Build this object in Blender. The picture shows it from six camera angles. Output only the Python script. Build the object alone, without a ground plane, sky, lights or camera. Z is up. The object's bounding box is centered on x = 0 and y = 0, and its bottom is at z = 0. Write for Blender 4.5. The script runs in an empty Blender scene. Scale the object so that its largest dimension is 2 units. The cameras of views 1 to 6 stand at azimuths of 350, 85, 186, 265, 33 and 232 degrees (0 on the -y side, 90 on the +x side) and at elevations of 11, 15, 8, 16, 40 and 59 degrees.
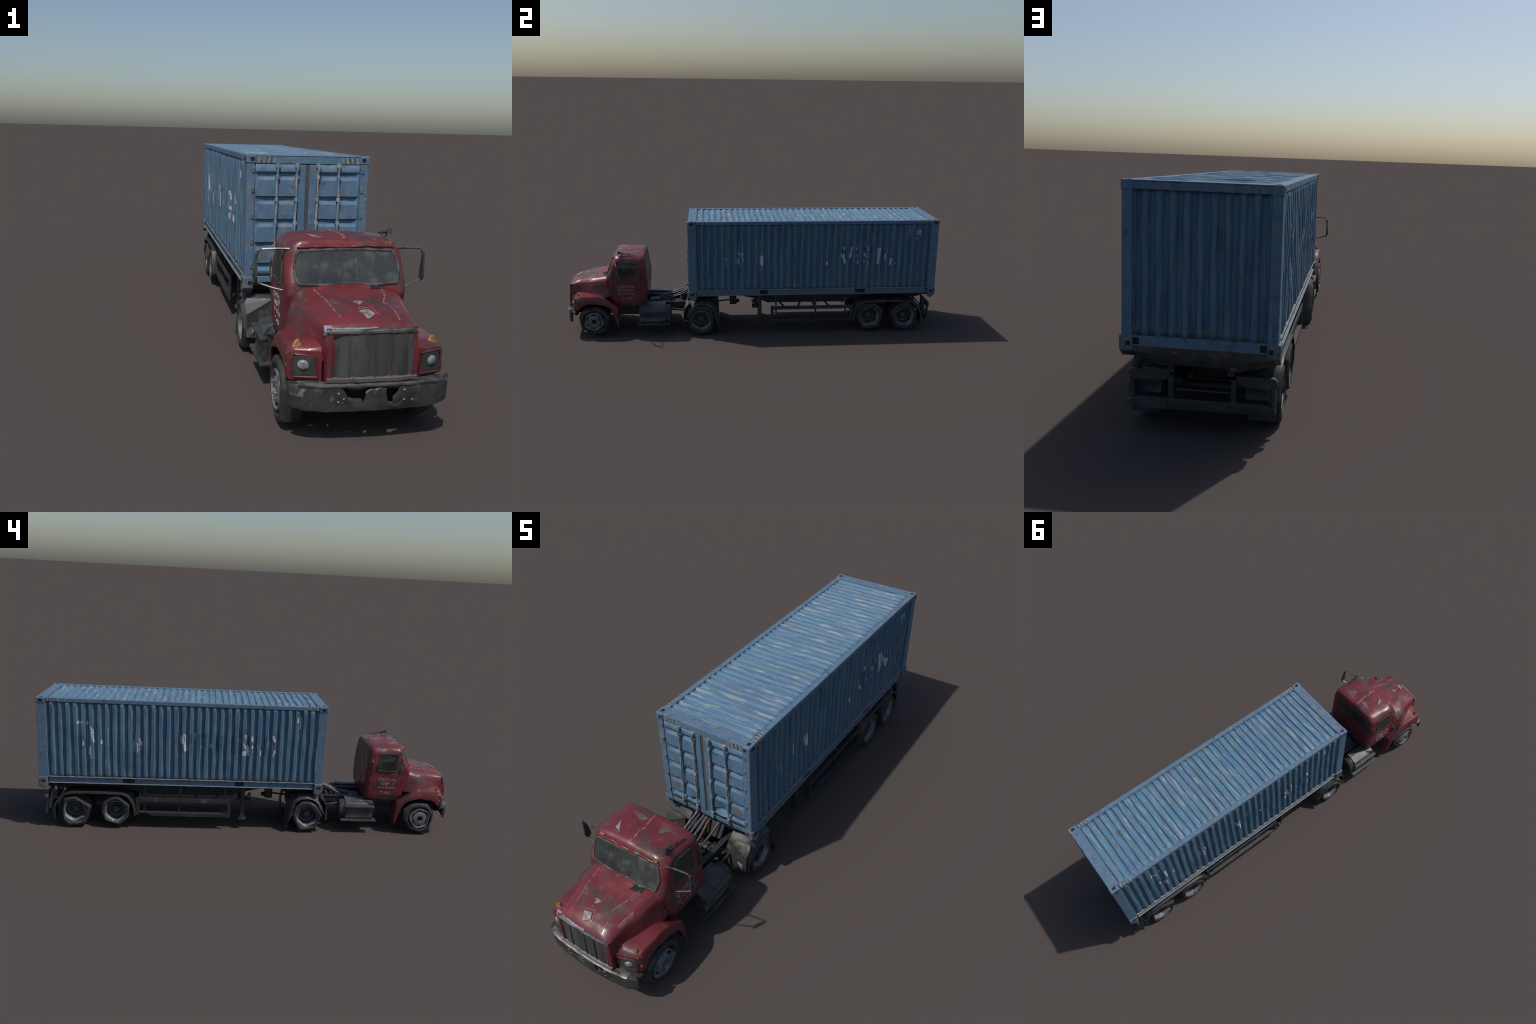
"""Weathered red conventional-cab lorry pulling a trailer with a blue corrugated
shipping container.  Units: metres, z up, front of the lorry towards -y."""
import bpy, bmesh, math, random
from mathutils import Vector, noise
from mathutils.bvhtree import BVHTree

random.seed(7)
ROOT_COLL = bpy.context.scene.collection


def lerp(a, b, t):
    return a + (b - a) * t


def table(rows, key):
    """piecewise-linear lookup in rows sorted by their first column"""
    if key <= rows[0][0]:
        return rows[0][1:]
    for a, b in zip(rows, rows[1:]):
        if key <= b[0]:
            t = (key - a[0]) / (b[0] - a[0])
            return tuple(lerp(p, q, t) for p, q in zip(a[1:], b[1:]))
    return rows[-1][1:]


# ------------------------------------------------------------------ materials
def nodes_of(name):
    m = bpy.data.materials.new(name)
    m.use_nodes = True
    nt = m.node_tree
    return m, nt, nt.nodes["Principled BSDF"]


def coords(nt, scale=(1, 1, 1)):
    tc = nt.nodes.new("ShaderNodeTexCoord")
    mp = nt.nodes.new("ShaderNodeMapping")
    mp.inputs["Scale"].default_value = scale
    nt.links.new(tc.outputs["Object"], mp.inputs["Vector"])
    return mp.outputs["Vector"]


def noise_mask(nt, scale, lo, hi, stretch=(1, 1, 1), detail=4.0, rough=0.6):
    n = nt.nodes.new("ShaderNodeTexNoise")
    n.inputs["Scale"].default_value = scale
    n.inputs["Detail"].default_value = detail
    n.inputs["Roughness"].default_value = rough
    nt.links.new(coords(nt, stretch), n.inputs["Vector"])
    r = nt.nodes.new("ShaderNodeValToRGB")
    r.color_ramp.elements[0].position = lo
    r.color_ramp.elements[1].position = hi
    nt.links.new(n.outputs["Fac"], r.inputs["Fac"])
    return r.outputs["Color"]


def mix(nt, a, b, fac):
    mx = nt.nodes.new("ShaderNodeMix")
    mx.data_type = 'RGBA'
    for sock, val in ((6, a), (7, b)):
        if isinstance(val, tuple):
            mx.inputs[sock].default_value = (*val, 1)
        else:
            nt.links.new(val, mx.inputs[sock])
    if isinstance(fac, float):
        mx.inputs[0].default_value = fac
    else:
        nt.links.new(fac, mx.inputs[0])
    return mx.outputs[2]


def times(nt, a, k):
    m = nt.nodes.new("ShaderNodeMath")
    m.operation = 'MULTIPLY'
    nt.links.new(a, m.inputs[0])
    if isinstance(k, float):
        m.inputs[1].default_value = k
    else:
        nt.links.new(k, m.inputs[1])
    return m.outputs[0]


def material(name, base, layers=(), rough=0.6, metal=0.0, bump=0.0, bump_scale=180, coat=0.0, spec=0.5):
    """layers: (colour, noise scale, lo, hi, stretch, strength)"""
    m, nt, p = nodes_of(name)
    col = base
    for c, sc, lo, hi, st, k in layers:
        col = mix(nt, col, c, times(nt, noise_mask(nt, sc, lo, hi, st), float(k)))
    if isinstance(col, tuple):
        p.inputs["Base Color"].default_value = (*col, 1)
    else:
        nt.links.new(col, p.inputs["Base Color"])
    p.inputs["Roughness"].default_value = rough
    p.inputs["Metallic"].default_value = metal
    p.inputs["Coat Weight"].default_value = coat
    p.inputs["Specular IOR Level"].default_value = spec
    if bump:
        b = nt.nodes.new("ShaderNodeBump")
        b.inputs["Strength"].default_value = bump
        b.inputs["Distance"].default_value = 0.002
        n = nt.nodes.new("ShaderNodeTexNoise")
        n.inputs["Scale"].default_value = bump_scale
        nt.links.new(coords(nt), n.inputs["Vector"])
        nt.links.new(n.outputs["Fac"], b.inputs["Height"])
        nt.links.new(b.outputs["Normal"], p.inputs["Normal"])
    return m


BLUE = (0.088, 0.172, 0.272)
S1 = (1, 1, 1)
VERT = (1, 1, 0.12)      # streaks running down the walls
ACROSS = (0.15, 1, 1)    # streaks running across the roof
TEAL, MAUVE, GREYB, DEEP, RUST = (0.085, 0.195, 0.235), (0.135, 0.155, 0.26), (0.17, 0.185, 0.20), (0.050, 0.112, 0.20), (0.115, 0.085, 0.07)

M_WALL = material("blue_wall_paint", (0.080, 0.152, 0.235), (
    (DEEP, 40, .42, .60, VERT, .65), (TEAL, 26, .50, .60, VERT, .6), (MAUVE, 32, .56, .66, VERT, .4),
    (GREYB, 90, .54, .66, VERT, .55), ((.05, .062, .075), 55, .58, .68, VERT, .6), (RUST, 70, .62, .72, (1, 1, .3), .8)), rough=.62, bump=.35, spec=.3)
M_ROOF = material("blue_roof_paint", (0.092, 0.178, 0.275), (
    (DEEP, 34, .46, .62, ACROSS, .5), (TEAL, 26, .48, .60, ACROSS, .6), (MAUVE, 30, .54, .66, ACROSS, .35),
    ((.30, .315, .32), 80, .54, .66, ACROSS, .7), ((.12, .155, .17), 38, .55, .66, ACROSS, .6), (RUST, 60, .64, .72, (.4, 1, 1), .75)), rough=.6, bump=.35, spec=.3)
def dust_at_foot(m, colour, z0, z1, strength):
    """dirt that has collected where the folds of the wall meet the bottom rail"""
    nt = m.node_tree
    p = nt.nodes["Principled BSDF"]
    old = p.inputs["Base Color"].links[0].from_socket
    sep = nt.nodes.new("ShaderNodeSeparateXYZ")
    nt.links.new(coords(nt), sep.inputs[0])
    mr = nt.nodes.new("ShaderNodeMapRange")
    mr.inputs["From Min"].default_value = z1
    mr.inputs["From Max"].default_value = z0
    nt.links.new(sep.outputs["Z"], mr.inputs["Value"])
    msk = times(nt, times(nt, mr.outputs["Result"], noise_mask(nt, 38, .44, .60, (1, 1, .5))), strength)
    nt.links.new(mix(nt, old, colour, msk), p.inputs["Base Color"])


dust_at_foot(M_WALL, (.20, .19, .17), .252, .292, .85)
M_FRAME = material("blue_frame_paint", (0.088, 0.160, 0.245), (
    (DEEP, 22, .45, .62, S1, .55), (TEAL, 26, .49, .62, S1, .5), (MAUVE, 22, .52, .63, S1, .55),
    (GREYB, 50, .52, .66, S1, .65), ((.055, .06, .065), 40, .58, .68, S1, .6), (RUST, 45, .59, .70, S1, .75)), rough=.6, bump=.35, spec=.3)
M_DOOR = material("blue_door_paint", (0.082, 0.160, 0.255), (
    (DEEP, 20, .45, .63, S1, .5), (TEAL, 26, .49, .60, S1, .5), (MAUVE, 23, .52, .62, S1, .5),
    (GREYB, 45, .54, .66, S1, .6), ((.05, .062, .075), 30, .60, .70, S1, .6), (RUST, 40, .61, .70, S1, .65)), rough=.58, bump=.3, spec=.3)
M_LIP = material("chipped_rail_lip", (.20, .20, .185), ((BLUE, 45, .44, .60, S1, .85), ((.09, .075, .06), 60, .56, .68, S1, .7)), rough=.65)
M_BAR = material("locking_bar_paint", (0.15, 0.20, 0.24), (((.36, .35, .33), 30, .48, .62, S1, .75), (RUST, 44, .6, .68, S1, .5)), rough=.5)
M_GASKET = material("door_gasket_rubber", (.062, .055, .055), (((.08, .10, .12), 40, .5, .65, S1, .6),), rough=.8)
M_CAST = material("worn_corner_casting", (.095, .12, .15), (((.20, .185, .165), 50, .52, .66, S1, .7), ((.03, .035, .04), 45, .55, .68, S1, .6)), rough=.6)
M_HOLE = material("dark_opening", (.008, .009, .010), rough=.9)
M_WHITE = material("faded_white_lettering", (.54, .54, .57), (((.22, .28, .33), 90, .50, .64, S1, .5),), rough=.6)
M_GREEN = material("faded_teal_lettering", (.095, .215, .255), (((.17, .30, .34), 90, .5, .66, S1, .7), (BLUE, 60, .48, .6, S1, .8)), rough=.6)
M_PALE = material("pale_blue_lettering", (.135, .195, .245), ((BLUE, 70, .46, .60, VERT, .8),), rough=.6, spec=.3)
M_GHOST = material("dark_ghost_lettering", (.036, .088, .145), (((.075, .15, .225), 60, .47, .62, VERT, .7),), rough=.6, spec=.3)
M_SPOT = material("tan_overpaint", (.115, .115, .105), ((BLUE, 70, .5, .66, S1, .6),), rough=.7)
M_YELLOW = material("hazard_yellow", (.27, .25, .165), (((.10, .15, .19), 70, .42, .58, S1, .85),), rough=.6)
M_BLACKP = material("hazard_black", (.045, .05, .05), ((BLUE, 70, .42, .58, S1, .8),), rough=.6)

RED = (0.150, 0.024, 0.030)
M_RED = material("red_cab_paint", RED, (
    ((.100, .017, .021), 10, .42, .62, S1, .65), ((.175, .038, .048), 13, .52, .66, S1, .5),
    ((.052, .036, .033), 13, .50, .64, S1, .8), ((.125, .098, .088), 34, .60, .70, S1, .6), ((.30, .17, .16), 70, .68, .75, S1, .7)),
    rough=.36, bump=.15, bump_scale=60, coat=.10, spec=.45)
M_REDDIRTY = material("red_paint_dirty", (.115, .026, .032), (
    ((.060, .048, .044), 14, .44, .60, S1, .85), ((.16, .04, .05), 12, .56, .68, S1, .5)), rough=.5, bump=.15, bump_scale=60, coat=.05)
M_WORN = material("worn_crease", (.27, .12, .115), ((RED, 60, .44, .60, S1, .9),), rough=.5)
M_BARE = material("bare_metal_chip", (.26, .27, .26), (((.14, .14, .13), 120, .5, .62, S1, .7),), rough=.45, metal=.2)
M_CHIPBLUE = material("grey_blue_chip", (.17, .24, .30), (((.2, .16, .17), 60, .5, .65, S1, .6),), rough=.6)
M_GLASS = material("mottled_grey_glass", (.040, .043, .042), (  # noise layers mottle the dark windscreen colour with paler grey patches
    ((.11, .125, .115), 13, .50, .68, S1, .8), ((.020, .022, .024), 11, .50, .62, S1, .7), ((.18, .19, .17), 9, .64, .75, S1, .6)), rough=.16, spec=.6)
M_SIDEGLASS = material("dark_side_glass", (.022, .026, .024), (((.055, .062, .055), 18, .50, .66, S1, .8),), rough=.25)
M_RUBBER = material("window_rubber", (.080, .087, .078), (((.03, .03, .03), 40, .48, .6, S1, .8),), rough=.7)
M_GRILLE = material("dark_grille", (.055, .056, .053), (((.095, .098, .092), 14, .5, .66, (1, 1, .2), .7), ((.022, .022, .022), 34, .52, .64, (1, 1, .15), .7)), rough=.5, metal=.2)
M_CHROME = material("tarnished_chrome", (.17, .165, .16), (((.045, .046, .047), 22, .46, .60, S1, .85), ((.33, .31, .30), 40, .60, .70, S1, .7)), rough=.38, metal=.55)
M_BUMPER = material("tarnished_bumper", (.055, .056, .056), (((.026, .026, .027), 17, .46, .62, S1, .85), ((.22, .22, .21), 30, .60, .70, S1, .7)), rough=.42, metal=.3)
M_STEP = material("brushed_step_metal", (.060, .060, .060), (((.022, .026, .032), 20, .44, .62, S1, .8), ((.19, .185, .17), 26, .60, .72, S1, .7)), rough=.48, metal=.12)
M_AMBER = material("amber_lens", (.30, .125, .035), (((.07, .045, .03), 90, .46, .60, S1, .85),), rough=.4)
M_LAMP = material("headlamp_lens", (.24, .24, .235), (((.10, .11, .11), 70, .44, .58, S1, .85),), rough=.35)
M_LAMPDARK = material("lamp_recess", (.030, .034, .034), (((.07, .05, .05), 40, .5, .66, S1, .7),), rough=.5)
M_REDLENS = material("red_lens", (.13, .035, .03), rough=.4)
M_TEXT = material("white_door_lettering", (.36, .32, .325), (((.17, .06, .07), 120, .46, .60, S1, .85),), rough=.6)
M_TYRE = material("dusty_tyre", (.026, .026, .025), (((.075, .072, .065), 16, .54, .70, S1, .75), ((.016, .016, .017), 22, .5, .62, S1, .7)), rough=.75, bump=.3)
M_RIM = material("grey_rim", (.16, .165, .18), (((.055, .058, .066), 28, .46, .62, S1, .8), ((.33, .33, .33), 36, .60, .70, S1, .7), ((.09, .055, .04), 60, .64, .72, S1, .6)), rough=.5, metal=.15)
M_RIMDARK = material("dark_rim", (.045, .047, .052), (((.12, .12, .125), 36, .55, .68, S1, .7), ((.016, .016, .018), 30, .48, .6, S1, .8)), rough=.55)
M_FRAMEDARK = material("chassis_paint", (.018, .021, .025), (((.05, .052, .05), 24, .55, .70, S1, .7), ((.03, .045, .065), 18, .55, .66, S1, .6)), rough=.55, bump=.2)
M_MUD = material("mudguard_metal", (.032, .033, .033), (((.13, .125, .115), 16, .55, .72, S1, .8), ((.016, .017, .018), 20, .52, .64, S1, .7)), rough=.5, metal=.1)
M_MUDLIGHT = material("mudguard_panel_sun_tinted", (.042, .042, .040), (((.19, .185, .17), 18, .52, .68, S1, .7), ((.03, .03, .03), 22, .52, .64, S1, .7)), rough=.5, metal=.1)  # lighter than mudguard_metal: sunlight on the panel baked into its colour
M_DECK = material("blue_grey_deck", (.060, .070, .088), (((.022, .025, .03), 28, .5, .64, S1, .7), ((.11, .12, .13), 30, .6, .7, S1, .6)), rough=.55)
M_HOSERED = material("red_hose", (.085, .034, .034), (((.18, .16, .155), 60, .56, .68, S1, .7),), rough=.5)
M_HOSEGREY = material("grey_hose", (.085, .078, .078), (((.03, .027, .03), 60, .46, .60, S1, .8), ((.19, .18, .17), 50, .6, .7, S1, .6)), rough=.5)
M_HOSEBLUE = material("violet_hose", (.050, .046, .115), (((.2, .19, .2), 60, .55, .66, S1, .7),), rough=.5)


# ------------------------------------------------------------------ geometry
class Geo:
    def __init__(self):
        self.v, self.f = [], []

    def add(self, verts, faces):
        o = len(self.v)
        self.v += [tuple(p) for p in verts]
        self.f += [tuple(i + o for i in f) for f in faces]
        return self

    def box(self, lo, hi):
        x0, y0, z0 = lo
        x1, y1, z1 = hi
        v = [(x0, y0, z0), (x1, y0, z0), (x1, y1, z0), (x0, y1, z0), (x0, y0, z1), (x1, y0, z1), (x1, y1, z1), (x0, y1, z1)]
        return self.add(v, [(0, 3, 2, 1), (4, 5, 6, 7), (0, 1, 5, 4), (1, 2, 6, 5), (2, 3, 7, 6), (3, 0, 4, 7)])

    def prism(self, outline, axis, lo, hi):
        """outline: 2D points in the two other axes, extruded along axis"""
        def put(p, a):
            q = list(p)
            q.insert(axis, a)
            return tuple(q)
        n = len(outline)
        v = [put(p, lo) for p in outline] + [put(p, hi) for p in outline]
        f = [tuple(range(n))[::-1], tuple(range(n, 2 * n))]
        f += [(i, (i + 1) % n, n + (i + 1) % n, n + i) for i in range(n)]
        return self.add(v, f)

    def loft(self, rings, cap0=True, cap1=True, closed=True):
        n = len(rings[0])
        v = [p for r in rings for p in r]
        f = []
        last = n if closed else n - 1
        for k in range(len(rings) - 1):
            for i in range(last):
                j = (i + 1) % n
                f.append((k * n + i, k * n + j, (k + 1) * n + j, (k + 1) * n + i))
        if cap0:
            f.append(tuple(range(n))[::-1])
        if cap1:
            f.append(tuple(range((len(rings) - 1) * n, len(rings) * n)))
        return self.add(v, f)

    def tube(self, pts, r, n=8, flat=1.0):
        pts = [Vector(p) for p in pts]
        rings = []
        for i, p in enumerate(pts):
            d = (pts[min(i + 1, len(pts) - 1)] - pts[max(i - 1, 0)]).normalized()
            up = Vector((0, 0, 1)) if abs(d.z) < .9 else Vector((1, 0, 0))
            a = d.cross(up).normalized()
            b = a.cross(d)
            rr = r[i] if isinstance(r, (list, tuple)) else r
            rings.append([p + a * math.cos(t) * rr + b * math.sin(t) * rr * flat
                          for t in (2 * math.pi * k / n for k in range(n))])
        return self.loft(rings)

    def strut(self, a, b, w, d):
        """rectangular bar from a to b"""
        a, b = Vector(a), Vector(b)
        t = (b - a).normalized()
        up = Vector((1, 0, 0)) if abs(t.x) < .9 else Vector((0, 0, 1))
        s = t.cross(up).normalized()
        u = s.cross(t)
        c = [s * w + u * d, s * -w + u * d, s * -w - u * d, s * w - u * d]
        return self.loft([[a + q for q in c], [b + q for q in c]])

    def wobble(self, amp, scale, seed=0.0):
        out = []
        for p in self.v:
            q = Vector(p)
            out.append(tuple(q + amp * noise.noise_vector(q * scale + Vector((seed, seed * 1.7, 3.1)))))
        self.v = out
        return self

    def bvh(self):
        return BVHTree.FromPolygons([Vector(p) for p in self.v], self.f)


def emit(name, geo, mat, parent, bevel=0.0, smooth=None, kind=None, segments=2, recalc=True):
    me = bpy.data.meshes.new(name)
    me.from_pydata(geo.v, [], geo.f)
    if recalc:
        bm = bmesh.new()
        bm.from_mesh(me)
        bmesh.ops.recalc_face_normals(bm, faces=bm.faces)
        bm.to_mesh(me)
        bm.free()
    me.materials.append(mat)
    ob = bpy.data.objects.new(name, me)
    ROOT_COLL.objects.link(ob)
    ob.parent = parent
    if smooth is not None:
        me.polygons.foreach_set("use_smooth", [True] * len(me.polygons))
        me.set_sharp_from_angle(angle=math.radians(smooth))
    if bevel:
        b = ob.modifiers.new("edge", 'BEVEL')
        b.width = bevel
        b.segments = segments
        b.limit_method = 'ANGLE'
        b.angle_limit = math.radians(35)
    if kind:
        ob["kind"] = kind
    return ob


def patch(tree, corners, axis, sign, nu=6, nv=6, roundness=0.0, lift=.0012, thick=.003, ragged=0.0, geo=None, bow=0.0):
    """thin plate lying on a surface.  corners: four 2D points (the two axes other
    than `axis`), cast along the axis on to the surface in `tree`."""
    geo = geo or Geo()
    a, b, c, d = [Vector((*p, 0)) for p in corners]
    top, bot, ok = [], [], True
    for j in range(nv + 1):
        for i in range(nu + 1):
            u, v = i / nu * 2 - 1, j / nv * 2 - 1
            uu = u * math.sqrt(1 - roundness * v * v / 2)
            vv = v * math.sqrt(1 - roundness * u * u / 2)
            s, t = (uu + 1) / 2, (vv + 1) / 2
            p = (a.lerp(b, s)).lerp(d.lerp(c, s), t)
            if ragged:
                p = p + ragged * noise.noise_vector(p * 140 + Vector((7, 3, 1)))
            q = [p.x, p.y]
            q.insert(axis, 3.0 * sign)
            dr = [0, 0]
            dr.insert(axis, -sign)
            hit, nrm, _, _ = tree.ray_cast(Vector(q), Vector(dr))
            if hit is None:
                ok = False
                hit, nrm = Vector(q), -Vector(dr)
            if nrm.dot(Vector(dr)) > 0:
                nrm = -nrm
            top.append(hit + nrm * lift)
            bot.append(hit - nrm * (thick - lift))
    if not ok:
        return geo
    w = nu + 1
    n = len(top)
    f = []
    for j in range(nv):
        for i in range(nu):
            k = j * w + i
            f.append((k, k + 1, k + 1 + w, k + w))
            f.append((n + k, n + k + w, n + k + 1 + w, n + k + 1))
    rim = [i for i in range(w)] + [j * w + nu for j in range(1, nv + 1)] + \
          [nv * w + i for i in range(nu - 1, -1, -1)] + [j * w for j in range(nv - 1, 0, -1)]
    for i, k in enumerate(rim):
        m = rim[(i + 1) % len(rim)]
        f.append((k, n + k, n + m, m))
    geo.add(top + bot, f)
    geo.rim = [top[k] for k in rim]
    return geo


def drape(tree, pts, axis, sign, lift=.0006, step=.006):
    """polyline of 2D points cast on to a surface"""
    out = []
    for p, q in zip(pts, pts[1:]):
        p, q = Vector(p), Vector(q)
        k = max(1, int((q - p).length / step))
        for i in range(k + (1 if q == Vector(pts[-1]) else 0)):
            s = p.lerp(q, i / k)
            o = [s.x, s.y]
            o.insert(axis, 3.0 * sign)
            dr = [0, 0]
            dr.insert(axis, -sign)
            hit, nrm, _, _ = tree.ray_cast(Vector(o), Vector(dr))
            if hit:
                if nrm.dot(Vector(dr)) > 0:
                    nrm = -nrm
                out.append(hit + nrm * lift)
    return out


# ------------------------------------------------------------------ the thing
truck = bpy.data.objects.new("container_truck", None)
ROOT_COLL.objects.link(truck)
truck["label"] = "weathered red lorry hauling a rusty blue corrugated shipping container"
truck["category"] = "truck"

# ================================================================= container
X1, Y0, Y1, ZT, ZB = .1918, -.351, .9875, .6255, .222
PANEL_Y0, PANEL_Y1 = -.309, .944
PITCH = .0353
RIDGE0 = .921


def corrugation(t):
    """0 in the valley, 1 on the ridge, trapezoid with period 1, ridge at t=0"""
    t = abs((t + .5) % 1 - .5) * 2          # 0 at ridge centre .. 1 at valley centre
    return min(1, max(0, (.68 - t) / .36))


def breaks(lo, hi, pitch, phase):
    """positions of the bends of the folded sheet between lo and hi"""
    out = {lo, hi}
    k = math.floor((lo - phase) / pitch) - 1
    while phase + k * pitch < hi + pitch:
        for o in (-.34, -.16, .16, .34):
            y = phase + (k + o) * pitch
            if lo < y < hi:
                out.add(y)
        k += 1
    return sorted(out)


frame = Geo()
for sx in (-1, 1):
    for ya, yb in ((Y0, PANEL_Y0), (PANEL_Y1, Y1)):
        xa, xb = sorted((sx * X1, sx * (X1 - .026)))
        frame.box((xa, ya, .246), (xb, yb, .603))
    xa, xb = sorted((sx * (X1 - .001), sx * (X1 - .022)))
    frame.box((xa, PANEL_Y0, .606), (xb, PANEL_Y1, ZT - .001))          # top side rail
    xe, xf = sorted((sx * (X1 - .0075), sx * (X1 - .024)))
    frame.box((xe, PANEL_Y0, .2225), (xf, PANEL_Y1, .2505))               # bottom side rail (web set back)
frame.box((-.166, Y0 + .002, .599), (.166, PANEL_Y0, .622))               # front header
frame.box((-.166, Y0 + .002, .232), (.166, PANEL_Y0, .252))               # front sill
frame.box((-.166, PANEL_Y1, .603), (.166, Y1 - .002, .622))               # rear header
frame.box((-.166, PANEL_Y1, .224), (.166, Y1 - .002, .250))               # rear sill
frame.box((-.170, Y0 + .001, .6215), (.170, PANEL_Y0 + .004, ZT))         # roof end plates
frame.box((-.170, PANEL_Y1 - .004, .6215), (.170, Y1 - .001, ZT))
container = emit("shipping_container", frame, M_FRAME, truck, bevel=.0025)

lips = Geo()
for sx in (-1, 1):
    xc, xd = sorted((sx * (X1 + .0015), sx * (X1 - .016)))
    for z, h in ((.2500, .0035), (.2212, .0030)):
        n = 60
        rows = []
        for i in range(n + 1):
            y = lerp(PANEL_Y0 + .002, PANEL_Y1 - .002, i / n)
            k = .0016 * noise.noise(Vector((y * 30, z * 50, sx)))
            rows.append([(xc, y, z + k), (xd, y, z + k), (xd, y, z + h + k), (xc, y, z + h + k)])
        lips.loft(rows)
emit("rail_lip", lips, M_LIP, container, bevel=.0008)

# corner castings with their lifting holes
cast_parts = []
for sx in (-1, 1):
    for yc, sy in ((Y0, -1), (Y1, 1)):
        for top in (True, False):
            g = Geo()
            xo = sx * (X1 + (.002 if top else .006))
            xi = sx * (X1 - .028)
            yo, yi = yc + sy * .002, yc - sy * .041
            if top:
                z0, z1 = .600, ZT + .001
                g.box((min(xo, xi), min(yo, yi), z0), (max(xo, xi), max(yo, yi), z1))
            else:
                z0, z1 = .193, .251
                out = [(yo, z1), (yo, z0 + .022), (yo - sy * .024, z0), (yi, z0 + .012), (yi, z1)]
                g.prism(out, 0, min(xo, xi), max(xo, xi))
            o = emit("corner_casting", g, M_FRAME if top else M_CAST, container, bevel=.0035)
            h = Geo()
            zc = (z0 + z1) / 2 + (0 if top else .010)
            ym = (yo + yi) / 2
            h.box((min(xo, xi) - .0008 if sx < 0 else max(xo, xi) - .004, ym - .010, zc - .0055),
                  (min(xo, xi) + .004 if sx < 0 else max(xo, xi) + .0008, ym + .010, zc + .0055))
            if not (top and sy > 0):
                h.box((sx * (X1 - .017) - .006, min(yo, yo - sy * .004) - (.0008 if sy < 0 else 0), zc - .0055),
                  (sx * (X1 - .017) + .006, max(yo, yo - sy * .004) + (.0008 if sy > 0 else 0), zc + .0055))
            if top:
                h.box((sx * (X1 - .014) - .006, ym - .008, z1 - .004), (sx * (X1 - .014) + .006, ym + .008, z1 + .0008))
            emit("casting_hole", h, M_HOLE, container, bevel=.0007)


def folded_sheet(kind, lo, hi, pitch, phase, a0, a1, depth, base, rows=20, seed=0):
    """corrugated sheet.  kind 'side+','side-','rear','roof'"""
    us = breaks(lo, hi, pitch, phase)
    geo = Geo()
    verts = []
    for r in range(rows + 1):
        s = r / rows
        a = lerp(a0, a1, s)
        for i, u in enumerate(us):
            k = corrugation((u - phase) / pitch)
            rib = round((u - phase) / pitch)
            edge = min(1, min(s, 1 - s) / .05)
            nz = noise.noise(Vector((rib * 3.7 + seed, a * 9, seed)))
            du = .0040 * noise.noise(Vector((u * 60 + seed, a * 8, 5.2 + seed))) if lo < u < hi else 0
            dd = depth * (k + .34 * nz * (0.4 + k)) * lerp(.75, 1, edge) + .0022 * noise.noise(Vector((u * 22, a * 16, seed + 2)))
            w = base + dd
            uu = u + du
            if kind == 'side+':
                verts.append((w, uu, a))
            elif kind == 'side-':
                verts.append((-w, uu, a))
            elif kind == 'rear':
                verts.append((uu, w, a))
            else:
                verts.append((a, uu, w))
    n = len(us)
    faces = []
    for r in range(rows):
        for i in range(n - 1):
            k = r * n + i
            faces.append((k, k + 1, k + 1 + n, k + n))
    geo.add(verts, faces)
    return geo


walls = {}
for kind, nm in (('side+', 1), ('side-', 2)):
    g = folded_sheet(kind, PANEL_Y0 - .002, PANEL_Y1 + .002, PITCH, RIDGE0, .249, .608, .0105, .1745 if nm == 1 else .1785, seed=nm)
    walls[kind] = g
    o = emit("side_wall", g, M_WALL, container, smooth=24)
    sd = o.modifiers.new("sheet", 'SOLIDIFY')
    sd.thickness = .004
    sd.offset = 0
g = folded_sheet('rear', -.168, .168, .0335, .003, .248, .605, .0095, .9705, seed=3)
walls['rear'] = g
o = emit("rear_wall", g, M_WALL, container, smooth=24)
o.modifiers.new("sheet", 'SOLIDIFY').thickness = .004
g = folded_sheet('roof', PANEL_Y0 + .002, PANEL_Y1 - .002, .0318, .929, -.172, .172, .0060, .6185, rows=18, seed=4)
walls['roof'] = g
o = emit("roof_panel", g, M_ROOF, container, smooth=24)
o.modifiers.new("sheet", 'SOLIDIFY').thickness = .004
emit("container_floor", Geo().box((-.168, -.345, .2235), (.168, .975, .231)), M_FRAMEDARK, container)

# --- doors (front face of the container, towards the cab)
GROOVES = (.571, .497, .427, .355, .290)


def door(x0, x1):
    """door leaf whose panel folds inwards at each groove"""
    ys, zs = -.3480, [.252]
    prof = [(.2525, 0.0)]
    for zg in sorted(GROOVES):
        prof += [(zg - .021, 0.0), (zg - .011, .0072), (zg + .001, .0072), (zg + .0045, 0.0)]
    prof.append((.598, 0.0))
    xs = [x0, x0 + .006, x0 + .012]
    k = 9
    xs += [lerp(x0 + .012, x1 - .012, i / k) for i in range(1, k)]
    xs += [x1 - .012, x1 - .006, x1]
    g = Geo()
    verts = []
    for z, d in prof:
        for i, x in enumerate(xs):
            e = min(1, min(i, len(xs) - 1 - i) / 2)
            j = .0022 * noise.noise(Vector((x * 40, z * 40, 9)))
            verts.append((x, ys + d * e + j * e, z))
    n = len(xs)
    f = [(r * n + i, r * n + i + 1, (r + 1) * n + i + 1, (r + 1) * n + i) for r in range(len(prof) - 1) for i in range(n - 1)]
    return g.add(verts, f)


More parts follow.
